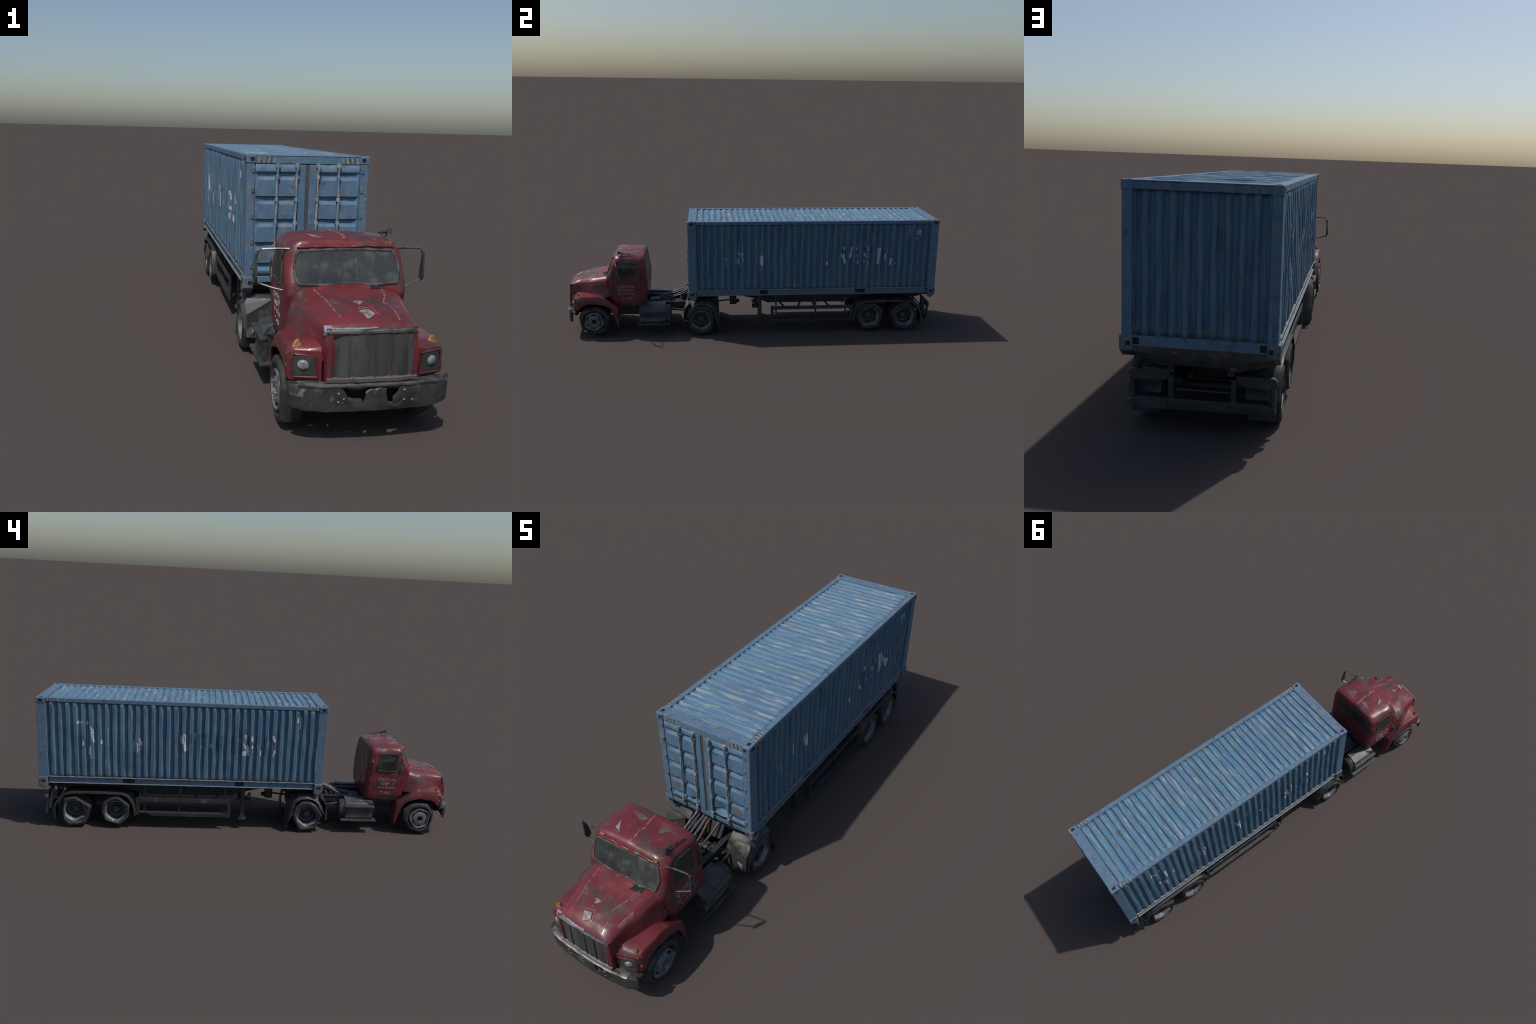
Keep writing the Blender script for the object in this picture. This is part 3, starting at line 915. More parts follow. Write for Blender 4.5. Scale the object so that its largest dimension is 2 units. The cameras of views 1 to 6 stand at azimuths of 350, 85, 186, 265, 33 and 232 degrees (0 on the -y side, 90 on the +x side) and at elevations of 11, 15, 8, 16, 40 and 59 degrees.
# ================================================================= front fenders
def swept(g):
    """the outer front corner of the fender is raked back"""
    g.v = [(x, y + .022 * max(0, min(1, (abs(x) - .120) / .067)) * max(0, min(1, (-.915 - y) / .04)) - .004 * max(0, min(1, (-.93 - y) / .03)), z) for x, y, z in g.v]
    return g


FENDER = [((-.963, .203), (-.957, .149)), ((-.955, .218), (-.940, .158)), ((-.940, .2245), (-.918, .171)), ((-.910, .2255), (-.900, .180)), ((-.870, .2250), (-.868, .186)),
          ((-.835, .2255), (-.838, .186)), ((-.808, .2200), (-.806, .179)), ((-.785, .2010), (-.784, .171)), ((-.758, .1800), (-.766, .160)), ((-.732, .160), (-.752, .128)),
          ((-.722, .118), (-.740, .090)), ((-.723, .056), (-.731, .051))]
for sx in (-1, 1):
    fg = Geo()
    rings = []
    for k, ((ty, tz), (ay, az)) in enumerate(FENDER):
        xin = .105 if k < 8 else lerp(.110, .128, (k - 8) / 3)
        xo = .187 if k < 8 else lerp(.186, .178, (k - 8) / 3)
        my, mz = lerp(ty, ay, .35), lerp(tz, az, .35)
        u = lerp(ty, ay, .06), lerp(tz, az, .06)
        raise_in = .012 if k in (2, 3, 4, 5) else .008 if k in (1, 6) else 0
        rings.append([(sx * xin, ty, tz + raise_in), (sx * lerp(xin, xo, .45), ty, tz + raise_in * .12), (sx * (xo - .020), ty, tz), (sx * (xo - .007), *u), (sx * xo, my, mz), (sx * (xo + .001), ay, az),
                      (sx * (xo - .004), ay, az + .001), (sx * (xo - .006), my, mz - .004), (sx * (xo - .026), ty + (.003 if k > 7 else 0), tz - .007), (sx * xin, ty + (.004 if k > 7 else 0), tz - .007)])
    fg.loft(rings)
    # front face carrying the lamp
    fg.prism([(sx * .112, .146), (sx * .182, .149), (sx * .187, .158), (sx * .187, .204), (sx * .180, .214), (sx * .112, .217)], 1, -.963, -.945)
    swept(fg).wobble(.0022, 30, 3 + sx).wobble(.0012, 80, 1)
    fender = emit("front_fender", fg, M_RED, truck, smooth=35)
    rec = Geo().prism([(sx * .124, .160), (sx * .171, .158), (sx * .176, .166), (sx * .176, .198), (sx * .168, .207), (sx * .126, .205)], 1, -.9668, -.955)
    emit("headlamp_recess", swept(rec), M_LAMPDARK, fender, bevel=.002)
    rimg = Geo().tube([(sx * .122, -.966, .158), (sx * .173, -.966, .156), (sx * .179, -.965, .165), (sx * .179, -.965, .200), (sx * .171, -.966, .209), (sx * .124, -.966, .207), (sx * .122, -.966, .158)], .0026, 6)
    emit("headlamp_bezel", swept(rimg), M_RED, fender, smooth=50)
    lamp = Geo()
    c = Vector((sx * .153, -.967, .185))
    lamp.loft([[c + Vector((math.cos(t) * r * .85, -d, math.sin(t) * r * .8)) for t in (2 * math.pi * i / 14 for i in range(14))] for r, d in ((.0155, -.004), (.015, .002), (.011, .0045), (.005, .006))])
    emit("headlamp", swept(lamp), M_LAMP, fender, smooth=50)
    sg = Geo()
    b = Vector((sx * .162, -.936, .222))
    sg.add([b + Vector(p) for p in ((-.012, -.004, -.003), (.012, -.004, -.003), (.012, .010, 0), (-.012, .010, 0), (.004, .004, .016), (-.003, .005, .015))],
           [(0, 3, 2, 1), (0, 1, 4, 5), (1, 2, 4), (2, 3, 5, 4), (3, 0, 5)])
    emit("turn_signal", sg, M_AMBER, fender, bevel=.001)
    emit("side_marker", Geo().box((sx * .187 - .002, -.944, .176), (sx * .187 + .002, -.934, .184)), M_AMBER, fender, bevel=.001)

# ================================================================= bumper
bg = Geo()
BUMP = [(-.186, -.960, .096, .142), (-.190, -.968, .092, .144), (-.178, -.978, .088, .147), (-.155, -.986, .084, .149), (-.110, -.993, .082, .148), (-.075, -.996, .082, .1475)]


def bump_at(x):
    y, z0, z1 = table([(a, b, c, d) for a, b, c, d in BUMP[1:]] + [(.0, -.998, .082, .1475)] + [(-a, b, c, d) for a, b, c, d in BUMP[:0:-1]], x)
    return y, z0, z1


def bumper_piece(xs, lo, hi, top=True):
    """sheet-metal piece of the bumper between heights lo(x) and hi(x) (0..1)"""
    rings = []
    for x in xs:
        y, z0, z1 = bump_at(x)
        a, b = lerp(z0, z1, lo(x)), lerp(z0, z1, hi(x))
        m = lerp(a, b, .5)
        bulge = .003
        rings.append([(x, y + (.026 if top else .004), b), (x, y + .003, b), (x, y - .0005, b - .004), (x, y - bulge * .6, m), (x, y, a + .003), (x, y + (.007 if lo(x) < .05 else .003), a),
                      (x, y + (.011 if lo(x) < .05 else .007), a + .003), (x, y + .004, m), (x, y + .005, b - .005), (x, y + (.026 if top else .006), b - .004)])
    bg.loft(rings)


def span(a, b, n):
    return [lerp(a, b, i / n) for i in range(n + 1)]


one = lambda v: (lambda x: v)
bumper_piece(span(-.189, -.072, 12), one(0), one(1))
bumper_piece(span(.070, .189, 12), one(0), one(1))
bumper_piece(span(-.073, .071, 14), one(0), lambda x: .40 + .12 * math.sin(x * 90) + (.40 if -.012 < x < .034 else 0), top=False)
bumper_piece(span(-.073, .071, 14), lambda x: .84 + .06 * math.sin(x * 70 + 1), one(1))
bumper_piece([-.074, -.064, -.054, -.050], one(.2), lambda x: 1 if x < -.07 else .78 if x < -.055 else .55, top=False)
bumper_piece([-.016, -.004, .010, .024, .034], one(.2), lambda x: .72 if x < -.01 else .86, top=False)
bumper_piece([.050, .060, .071], one(.2), lambda x: .5 if x < .055 else .66 if x < .065 else 1, top=False)
bg.wobble(.0026, 30, 6).wobble(.0012, 90, 2)
bumper = emit("front_bumper", bg, M_BUMPER, truck, smooth=30)
lipg = Geo()
lipg.loft([[(x, bump_at(x)[0] + dy, bump_at(x)[2] + dz) for dy, dz in ((-.0025, -.005), (-.003, -.001), (.002, .0015), (.018, .0018), (.018, -.001), (.003, -.004))] for x in span(-.168, .160, 30)])
emit("bumper_lip", lipg.wobble(.0022, 40, 9), M_CHROME, bumper, smooth=40)
emit("bumper_backing", Geo().box((-.09, -.970, .092), (.09, -.955, .142)), M_HOLE, bumper)
hook = Geo().box((-.050, -.992, .098), (-.020, -.972, .109))
emit("tow_hook", hook, M_STEP, bumper, bevel=.002)
bolts = Geo()
for x, z in ((.076, .131), (.076, .108), (.096, .107), (-.078, .128), (-.078, .108), (-.066, .115)):
    y = bump_at(x)[0] - .0015
    bolts.loft([[(x + math.cos(t) * r, y - d, z + math.sin(t) * r) for t in (2 * math.pi * i / 8 for i in range(8))] for r, d in ((.0028, -.006), (.0026, .0005), (.0014, .0015))])
emit("bumper_bolt", bolts, M_BARE, bumper, smooth=50, kind="stuff")
tip = Geo()
tip.add([(.176, -.972, .141), (.190, -.975, .157), (.191, -.972, .128), (.187, -.968, .095), (.176, -.970, .098), (.174, -.962, .139), (.188, -.966, .154), (.189, -.964, .128), (.185, -.960, .097), (.174, -.962, .099)],
        [(0, 4, 3, 2, 1), (5, 6, 7, 8, 9), (0, 1, 6, 5), (1, 2, 7, 6), (2, 3, 8, 7), (3, 4, 9, 8), (4, 0, 5, 9)])
emit("bent_bumper_end", tip, M_BUMPER, bumper, bevel=.0008)

# ================================================================= tractor chassis
ch = Geo()
for sx in (-1, 1):
    xa, xb = sorted((sx * .066, sx * .080))
    ch.box((xa, -.93, .124), (xb, -.19, .156))
    ch.box((xa - .004, -.93, .153), (xb + .004, -.19, .158))
for y in (-.93, -.60, -.47, -.40, -.22):
    ch.box((-.066, y - .008, .128), (.066, y + .008, .150))
chassis = emit("tractor_chassis", ch, M_FRAMEDARK, truck, bevel=.0015)
emit("engine_block", Geo().box((-.085, -.955, .105), (.085, -.80, .16)).box((-.05, -.93, .075), (.05, -.83, .11)), M_FRAMEDARK, chassis, bevel=.006)
emit("cab_floor", Geo().box((-.138, -.742, .150), (.138, -.600, .166)).box((-.085, -.742, .090), (.085, -.600, .152)).wobble(.003, 30, 2), M_FRAMEDARK, chassis, bevel=.004)
ax = Geo().tube([(-.15, -.852, .084), (.15, -.852, .084)], .012, 10).tube([(-.15, -.288, .084), (.15, -.288, .084)], .016, 10)
ax.tube([(-.045, -.288, .084), (-.02, -.288, .084), (.02, -.288, .084), (.045, -.288, .084)], [.016, .034, .034, .016], 12)
ax.tube([(0, -.80, .12), (0, -.55, .115), (0, -.32, .09)], .010, 10)
emit("axle", ax, M_FRAMEDARK, chassis, smooth=40)
emit("exhaust_pipe", Geo().tube([(.11, -.47, .125), (.11, -.38, .120), (.105, -.30, .12)], .006, 8).tube([(-.10, -.47, .118), (-.10, -.36, .118)], .005, 8), M_FRAMEDARK, chassis, smooth=40)
emit("gearbox", Geo().box((-.030, -.50, .120), (.045, -.43, .148)).box((-.02, -.42, .118), (.05, -.385, .146)), M_STEP, chassis, bevel=.006)
dk = Geo()
dk.add([(-.100, -.575, .140), (.018, -.575, .150), (.018, -.45, .160), (-.070, -.44, .168), (-.100, -.575, .132), (.018, -.575, .142), (.018, -.45, .152), (-.070, -.44, .160)],
       [(0, 1, 2, 3), (7, 6, 5, 4), (0, 4, 5, 1), (1, 5, 6, 2), (2, 6, 7, 3), (3, 7, 4, 0)])
emit("deck_plate", dk, M_DECK, chassis, bevel=.002)
fw = Geo()
fw.prism([(-.37, .158), (-.20, .158), (-.215, .205), (-.335, .205)], 0, -.062, .062)
emit("fifth_wheel", fw, M_FRAMEDARK, chassis, bevel=.004)
emit("valve_block", Geo().box((-.02, -.398, .140), (.006, -.374, .178)), M_STEP, chassis, bevel=.003)
HOSES = (("r", M_HOSERED, [(.036, -.455, .168), (.030, -.44, .170), (.034, -.40, .182), (.040, -.36, .205), (.042, -.342, .216)], .0056),
         ("r", M_HOSERED, [(.008, -.52, .158), (.002, -.47, .162), (.004, -.42, .172), (.002, -.375, .196), (-.001, -.342, .212)], .006),
         ("g", M_HOSEGREY, [(-.018, -.52, .158), (-.016, -.45, .172), (-.015, -.39, .192), (-.013, -.342, .213)], .0075),
         ("g", M_HOSEGREY, [(-.034, -.50, .160), (-.032, -.44, .180), (-.030, -.38, .202), (-.026, -.342, .217)], .0055),
         ("b", M_HOSEBLUE, [(-.052, -.47, .164), (-.049, -.42, .186), (-.047, -.37, .206), (-.045, -.342, .214)], .005),
         ("r", M_HOSERED, [(-.084, -.575, .142), (-.078, -.53, .136), (-.072, -.50, .139), (-.066, -.46, .160), (-.062, -.41, .185), (-.058, -.37, .200), (-.055, -.342, .205)], .0055),
         ("g", M_HOSEGREY, [(-.072, -.50, .146), (-.066, -.45, .172), (-.060, -.40, .198), (-.056, -.36, .216), (-.054, -.343, .225)], .0075))
for _, mt, pts, r in HOSES:
    emit("air_hose", Geo().tube(pts, r * .8, 8), mt, chassis, smooth=60)

# side steps / tanks
for sx in (-1, 1):
    def bx(g, x0, x1, y0, y1, z0, z1):
        return g.box((min(sx * x0, sx * x1), y0, z0), (max(sx * x0, sx * x1), y1, z1))
    sg = Geo()
    prof = [(.178, .079), (.174, .100), (.178, .128), (.168, .150), (.130, .164), (.100, .164), (.100, .066), (.170, .064)]
    sg.prism([(sx * x, z) for x, z in prof], 1, -.617, -.478)
    # prism on axis 1 takes (x, z)
    step = emit("side_step", sg.wobble(.002, 30, 2), M_STEP, chassis, bevel=.003)
    lp = Geo()
    bx(lp, .165, .189, -.620, -.470, .130, .1415)
    bx(lp, .150, .190, -.632, -.456, .060, .0705)
    emit("step_tread", lp.wobble(.0012, 30, 1), M_STEP, step, bevel=.003)
    tk = Geo()
    n = 16
    tk.loft([[(sx * (.132 + math.cos(t) * r * .040), y, .108 + math.sin(t) * r * .050) for t in (2 * math.pi * i / n for i in range(n))] for y, r in ((-.50, 1), (-.458, 1), (-.450, .9), (-.447, .6))])
    emit("fuel_tank", tk, M_MUD, step, smooth=40)

# rear mudguards of the tractor
GUARD = [(-.379, .066), (-.378, .090), (-.372, .130), (-.352, .165), (-.326, .187), (-.292, .196), (-.245, .190), (-.212, .166), (-.196, .130), (-.189, .090), (-.186, .040), (-.186, .012)]
for sx in (-1, 1):
    gg = Geo()
    rings = []
    for k, (y, z) in enumerate(GUARD):
        c = Vector((y + .288, z - .085)).normalized()
        iy, iz = y - c.x * .004, z - c.y * .004
        drop = c * (.014 if 2 <= k <= 9 else .002)
        rings.append([(sx * .094, y, z), (sx * .160, y, z), (sx * .186, y - drop.x, z - drop.y), (sx * .193, y - drop.x * 1.6, z - drop.y * 1.6),
                      (sx * .189, iy - drop.x * 1.6, iz - drop.y * 1.6), (sx * .160, iy, iz), (sx * .094, iy, iz)])
    gg.loft(rings)
    mud = emit("rear_mudguard", gg.wobble(.0025, 30, 4 + sx), M_MUD, chassis, smooth=30)
    pl = Geo()
    pl.add([(sx * x, y, z) for x, y, z in ((.092, -.384, .120), (.100, -.366, .184), (.184, -.352, .184), (.192, -.364, .168), (.187, -.382, .138), (.187, -.386, .066), (.094, -.386, .058),
                                            (.092, -.379, .120), (.100, -.360, .180), (.184, -.346, .180), (.190, -.359, .165), (.187, -.377, .138), (.187, -.381, .066), (.094, -.381, .058))],
           [(0, 1, 4, 5, 6), (1, 2, 3, 4), (13, 12, 11, 8, 7), (11, 10, 9, 8), (0, 7, 8, 1), (1, 8, 9, 2), (2, 9, 10, 3), (3, 10, 11, 4), (4, 11, 12, 5), (5, 12, 13, 6), (6, 13, 7, 0)])
    emit("mudguard_panel", pl, M_MUDLIGHT, mud, bevel=.001)
    ch_ = Geo().add([(sx * .150, -.3880, .106), (sx * .172, -.3880, .098), (sx * .170, -.3880, .076), (sx * .150, -.3830, .106), (sx * .172, -.3830, .098), (sx * .170, -.3830, .076)],
                    [(0, 1, 2), (5, 4, 3), (0, 3, 4, 1), (1, 4, 5, 2), (2, 5, 3, 0)])
    emit("mudguard_chip", ch_, M_CHIPBLUE, mud)

# ================================================================= trailer
tr = Geo()
for sx in (-1, 1):
    xa, xb = sorted((sx * .070, sx * .084))
    tr.prism([(-.32, .222), (-.32, .205), (-.09, .190), (0, .170), (.046, .158), (.077, .143), (.50, .141), (.56, .155), (.93, .165), (.96, .19), (.96, .222)], 0, xa, xb)
for y in (-.32, .12, .33, .52, .93):
    tr.box((-.160, y - .006, .203), (.160, y + .006, .2215))
tr.box((-.11, -.336, .202), (.11, -.20, .2225))
trailer = emit("trailer_chassis", tr, M_FRAMEDARK, truck, bevel=.002)
ns = Geo()
ns.add([(-.184, -.345, .232), (.184, -.345, .232), (.178, -.325, .202), (-.178, -.325, .202), (-.184, -.315, .232), (.184, -.315, .232), (.178, -.30, .202), (-.178, -.30, .202)],
       [(0, 1, 2, 3), (4, 7, 6, 5), (0, 4, 5, 1), (1, 5, 6, 2), (2, 6, 7, 3), (3, 7, 4, 0)])
emit("trailer_nose", ns, M_FRAMEDARK, trailer, bevel=.003)
br = Geo()
for sx in (-1, 1):
    for a, b in (((.14, .152), (.18, .118)), ((.262, .150), (.238, .115)), ((.318, .172), (.342, .118)), ((.395, .150), (.435, .112))):
        br.strut((sx * .088, *a), (sx * .120, *b), .0045, .004)
emit("diagonal_brace", br, M_FRAMEDARK, trailer)
box = Geo()
box.box((-.03, -.128, .117), (.03, -.092, .185)).tube([(.0, -.095, .128), (.0, -.072, .130)], [.016, .007], 8)
box.strut((0, -.205, .128), (0, -.13, .136), .004, .004)
emit("air_tank_box", box, M_FRAMEDARK, trailer, bevel=.003)
# landing legs
for sx in (-1, 1):
    lg = Geo().box((sx * .146 - .010, .019, .066), (sx * .146 + .010, .040, .215))
    lg.prism([(.020, .070), (.040, .070), (.043, .056), (.017, .056)], 0, sx * .146 - .012, sx * .146 + .012)
    leg = emit("landing_leg", lg, M_FRAMEDARK, trailer, bevel=.002)
    emit("landing_foot", Geo().box((sx * .146 - .018, .011, .047), (sx * .146 + .018, .047, .057)), M_MUD, leg, bevel=.002)
    emit("landing_bracket", Geo().strut((sx * .115, -.010, .172), (sx * .125, .010, .142), .006, .006).box((sx * .12 - .02, -.010, .133), (sx * .12 + .02, .022, .145)), M_FRAMEDARK, leg)
# side guards
for sx in (-1, 1):
    def ybar(g, x, y0, y1, z0, z1, t=.005):
        return g.box((min(sx * x, sx * (x - t)), y0, z0), (max(sx * x, sx * (x - t)), y1, z1))
    gd = Geo()
    ybar(gd, .174, .0995, .5215, .134, .154, .006)
    gl = Geo()
    rows = []
    for i in range(13):
        y = lerp(.0995, .5215, i / 12)
        zb = .063 + (.022 * max(0, (y - .45) / .07) if sx < 0 else .004 * math.sin(y * 18))
        rows.append([(sx * .176, y, .081), (sx * .175, y, min(zb, .079)), (sx * .150, y, min(zb + .012, .081)), (sx * .149, y, .084)])
    gd.loft(rows)
    ybar(gd, .175, .084, .0995, .062, .156, .009)
    ybar(gd, .175, .5215, .536, .067, .154, .009)
    gd.v = [(x + sx * .005, y + .004, z - .001) for x, y, z in gd.v]
    guard = emit("side_guard", gd.wobble(.0012, 20, 1), M_MUD if sx < 0 else M_FRAMEDARK, trailer, bevel=.0015)
    hg = Geo()
    for y in (.118, .335, .50):
        hg.strut((sx * .155, y - .004, .222), (sx * .164, y, .153), .005, .004)
        hg.strut((sx * .164, y, .137), (sx * .164, y + .003, .082), .004, .004)
    hg.strut((sx * .150, .326, .222), (sx * .162, .328, .154), .004, .003)
    emit("guard_hanger", hg, M_FRAMEDARK, guard)
    # trailer mudguard over both wheels
    TF = [(.538, .066), (.543, .100), (.552, .132), (.572, .163), (.602, .178), (.680, .1815), (.760, .182), (.837, .179), (.872, .172), (.900, .150), (.920, .120), (.934, .092)]
    mg = Geo()
    rows = []
    for y, z in TF:
        c = Vector((min(max(y, .66), .80) - y, .06 - z)).normalized()
        rows.append([(sx * .108, y, z), (sx * .180, y, z), (sx * .193, y + c.x * .003, z + c.y * .003), (sx * .194, y + c.x * .010, z + c.y * .010), (sx * .190, y + c.x * .010, z + c.y * .010),
                     (sx * .178, y + c.x * .005, z + c.y * .005), (sx * .108, y + c.x * .005, z + c.y * .005)])
    mg.loft(rows)
    mg = emit("trailer_mudguard", mg.wobble(.002, 25, 6 + sx), M_MUD, trailer, smooth=30)
    fl = Geo().box((sx * .15 - .036, .921, .036), (sx * .15 + .036, .926, .112))
    emit("mud_flap", fl.wobble(.004, 20, 3), M_FRAMEDARK, mg)
ta = Geo()
for y in (.635, .832):
    ta.tube([(-.15, y, .084), (.15, y, .084)], .014, 10)
    for sx in (-1, 1):
        ta.box((sx * .077 - .012, y - .055, .105), (sx * .077 + .012, y + .055, .118))
ta.box((-.06, .715, .088), (.06, .79, .15))
emit("trailer_axle", ta, M_FRAMEDARK, trailer, smooth=40)
# rear sill with lamps
rs = Geo()
rows = []
for x, z in ((-.194, .200), (-.15, .188), (-.095, .172), (-.06, .180), (.065, .181), (.095, .178), (.15, .197), (.192, .203)):
    rows.append([(x, .984, .2245), (x, .986, lerp(.2245, z, .5)), (x, .978, z), (x, .950, z + .004), (x, .950, .2245)])
rs.loft(rows)
emit("rear_sill", rs, M_MUD, trailer, smooth=25)
lm = Geo()
for x, z in ((.060, .213), (-.068, .215), (-.190, .208), (-.085, .182)):
    lm.box((x - .008, .981, z - .0045), (x + .008, .9875, z + .0045))
emit("tail_lamp", lm, M_REDLENS, trailer, bevel=.002)
# rear under-run bumper
rb = Geo()


def rbar(pts, y=.962, t=.010):
    return rb.prism(pts, 1, y - t, y + t * .6)


rbar([(-.186, .068), (-.150, .062), (.0, .063), (.150, .062), (.188, .070), (.182, .082), (.160, .091), (-.155, .091), (-.186, .086)])
rbar([(-.192, .136), (-.170, .131), (-.115, .134), (-.086, .146), (-.088, .161), (-.185, .158), (-.193, .150)])
rbar([(.176, .135), (.090, .136), (.076, .142), (.074, .162), (.085, .164), (.172, .162), (.180, .158)])
for x0, x1 in ((-.090, -.076), (.066, .080), (-.186, -.176), (.166, .175)):
    rbar([(x0, .082), (x1, .082), (x1, .150), (x0, .150)], .961, .008)
rb.wobble(.0035, 24, 8)
rear_bumper = emit("rear_bumper", rb, M_FRAMEDARK, trailer, bevel=.0025)
cr = Geo().tube([(-.075, .955, .112), (.065, .955, .112)], .0035, 8)
for sx in (-1, 1):
    cr.strut((sx * .078, .935, .20), (sx * .075, .960, .155), .006, .008)
    cr.strut((sx * .135, .925, .195), (sx * .165, .958, .16), .004, .004)
    cr.strut((sx * .165, .930, .19), (sx * .178, .944, .09), .006, .010)
emit("bumper_bracket", cr, M_FRAMEDARK, rear_bumper)
emit("rear_lamp", Geo().box((.144, .912, .130), (.154, .930, .140)).box((-.154, .912, .130), (-.144, .930, .140)), M_AMBER, rear_bumper, bevel=.003)
emit("licence_light", Geo().tube([(.087, .974, .083), (.087, .967, .083)], .006, 10), M_STEP, rear_bumper)


# ================================================================= wheels
def radial(outline, cy, cz, n):
    """radius of a worn, flat-sided tyre outline (y, z) in n directions"""
    out = []
    m = len(outline)
    for k in range(n):
        a = 2 * math.pi * k / n
        d = Vector((math.cos(a), math.sin(a)))
        best = .08
        for i in range(m):
            p = Vector(outline[i]) - Vector((cy, cz))
            q = Vector(outline[(i + 1) % m]) - Vector((cy, cz))
            e = q - p
            den = d.x * e.y - d.y * e.x
            if abs(den) < 1e-9:
                continue
            t = (p.x * e.y - p.y * e.x) / den
            s = (p.x * d.y - p.y * d.x) / den
            if t > 0 and -1e-6 <= s <= 1 + 1e-6:
                best = t
        out.append(best)
    return out


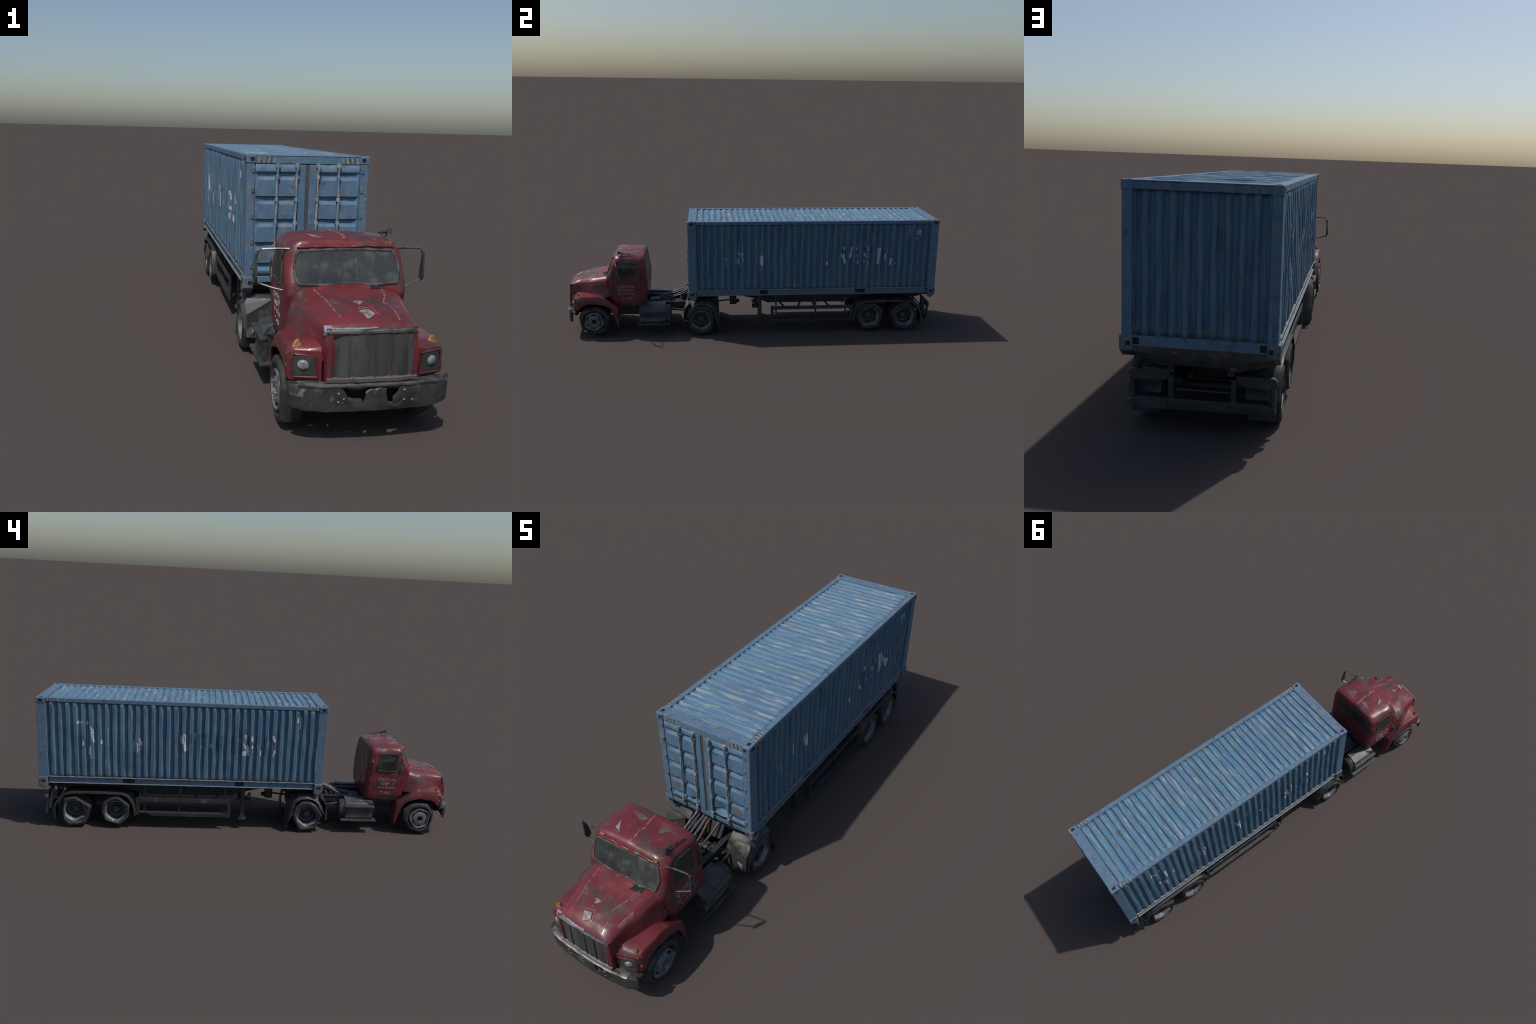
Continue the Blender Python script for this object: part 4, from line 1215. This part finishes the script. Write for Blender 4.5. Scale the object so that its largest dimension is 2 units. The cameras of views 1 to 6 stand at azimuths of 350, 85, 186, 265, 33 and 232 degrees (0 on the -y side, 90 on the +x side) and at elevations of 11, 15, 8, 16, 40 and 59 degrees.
def wheel(outline, sx, cy, cz, xin, xout, front=False, seed=1):
    n = 56
    r = radial(outline, cy, cz, n)
    rnd = random.Random(seed)
    g = Geo()

    def ring(x, k, roundness, scale=1.0):
        return [(sx * x, cy + math.cos(a) * rr, cz + math.sin(a) * rr)
                for a, rr in ((2 * math.pi * i / n, lerp(r[i], .0835, roundness) * k * scale) for i in range(n))]
    prof = [(xin + .004, .30, .9), (xin, .62, .8), (xin + .001, .88, .8), (xin + .007, .97, .8), (xin + .02, .985, .75)]
    if not front:
        mid = lerp(xin, xout, .46)
        prof += [(mid - .004, .98, .5), (mid - .002, .90, .4), (mid + .004, .90, .3), (mid + .006, .985, .2)]
    prof += [(xout - .014, .995, 0), (xout - .006, .975, 0), (xout - .0015, .92, .05), (xout + .001, .80, .25), (xout - .003, .70, .6), (xout - .014, .60, .9), (xout - .020, .56, 1)]
    g.loft([ring(*p) for p in prof], True, False)
    for i, (x, y, z) in enumerate(g.v):
        g.v[i] = (x, y, max(z, .0003))
    tyre = emit("tyre", g, M_TYRE, truck, smooth=28)
    tyre.name = "wheel"
    # rim, slightly out of round
    lipr = .050 if front else .054
    ph = rnd.random() * 6
    rad = [lipr * (1 + .045 * math.cos(5 * 2 * math.pi * i / 40 + ph) + .03 * math.cos(3 * 2 * math.pi * i / 40 + 2 * ph)) for i in range(40)]

    def rring(x, k):
        return [(sx * x, cy + math.cos(2 * math.pi * i / 40) * rad[i] * k, cz + math.sin(2 * math.pi * i / 40) * rad[i] * k) for i in range(40)]
    rg = Geo()
    if front:
        rg.loft([rring(xout - .012, 1.02), rring(xout + .0015, 1.0), rring(xout + .0025, .93), rring(xout - .004, .86), rring(xout - .006, .72), rring(xout + .001, .62), rring(xout + .003, .34), rring(xout + .003, .27), rring(xout - .010, .22), rring(xout - .010, .05)])
    else:
        rg.loft([rring(xout - .016, 1.04), rring(xout - .004, 1.0), rring(xout - .004, .95), rring(xout - .011, .90), rring(xout - .013, .86), rring(xout - .022, .80)], False, False)
    rim = emit("rim", rg, M_RIM, tyre, smooth=30)
    if front:
        hb = Geo()
        for i in range(6):
            a = 2 * math.pi * i / 6 + .5
            c = Vector((sx * (xout - .0045), cy + math.cos(a) * .036, cz + math.sin(a) * .036))
            hb.tube([c - Vector((sx * .004, 0, 0)), c + Vector((sx * .0025, 0, 0))], .0055, 8)
        hb.tube([(sx * (xout - .012), cy, cz), (sx * (xout - .009), cy, cz)], .0115, 10)
        emit("hand_hole", hb, M_HOLE, rim)
        nb = Geo()
        for i in range(8):
            a = 2 * math.pi * i / 8
            nb.tube([(sx * xout, cy + math.cos(a) * .0235, cz + math.sin(a) * .0235), (sx * (xout + .005), cy + math.cos(a) * .0235, cz + math.sin(a) * .0235)], .0026, 6)
        emit("lug_nut", nb, M_RIM, rim, kind="stuff")
    else:
        ds = Geo()
        ds.loft([rring(xout - .020, .81), rring(xout - .044, .72), rring(xout - .047, .55), rring(xout - .042, .34), rring(xout - .030, .31), rring(xout - .027, .24), rring(xout - .027, .04)], False, True)
        emit("wheel_dish", ds, M_RIMDARK, rim, smooth=40)
        nb = Geo()
        for i in range(8):
            a = 2 * math.pi * i / 8 + ph
            nb.tube([(sx * (xout - .048), cy + math.cos(a) * .0235, cz + math.sin(a) * .0235), (sx * (xout - .037), cy + math.cos(a) * .0235, cz + math.sin(a) * .0235)], .003, 6)
        emit("lug_nut", nb, M_RIMDARK, rim, kind="stuff")
    return tyre


# worn tyre outlines (y, z), read clockwise or counter-clockwise around the hub
wheel([(-.835, .168), (-.797, .148), (-.768, .110), (-.791, .032), (-.858, .004), (-.925, .058), (-.931, .117), (-.909, .149)], 1, -.853, .088, .136, .190, True, 1)
wheel([(-.840, .164), (-.885, .161), (-.920, .112), (-.909, .022), (-.863, .006), (-.808, .022), (-.764, .081), (-.764, .125), (-.80, .158)], -1, -.851, .085, .136, .190, True, 2)
wheel([(-.317, .164), (-.268, .168), (-.230, .150), (-.219, .100), (-.222, .036), (-.247, .010), (-.291, .0), (-.332, .022), (-.357, .050), (-.361, .108), (-.345, .145)], 1, -.289, .085, .104, .195, False, 3)
wheel([(-.259, .161), (-.30, .160), (-.330, .143), (-.364, .094), (-.331, .014), (-.253, .0), (-.222, .06), (-.214, .095), (-.230, .130)], -1, -.289, .083, .104, .195, False, 4)
wheel([(.657, .167), (.714, .118), (.695, .024), (.603, .006), (.549, .089), (.582, .157)], 1, .633, .086, .106, .193, False, 5)
wheel([(.852, .169), (.906, .104), (.885, .022), (.832, .0), (.773, .020), (.750, .119), (.802, .163)], 1, .830, .084, .106, .193, False, 6)
wheel([(.660, .157), (.626, .164), (.566, .120), (.576, .052), (.615, .010), (.692, .034), (.708, .085), (.698, .126)], -1, .637, .085, .106, .193, False, 7)
wheel([(.826, .158), (.749, .107), (.781, .014), (.862, .0), (.889, .036), (.884, .146)], -1, .830, .084, .106, .193, False, 8)
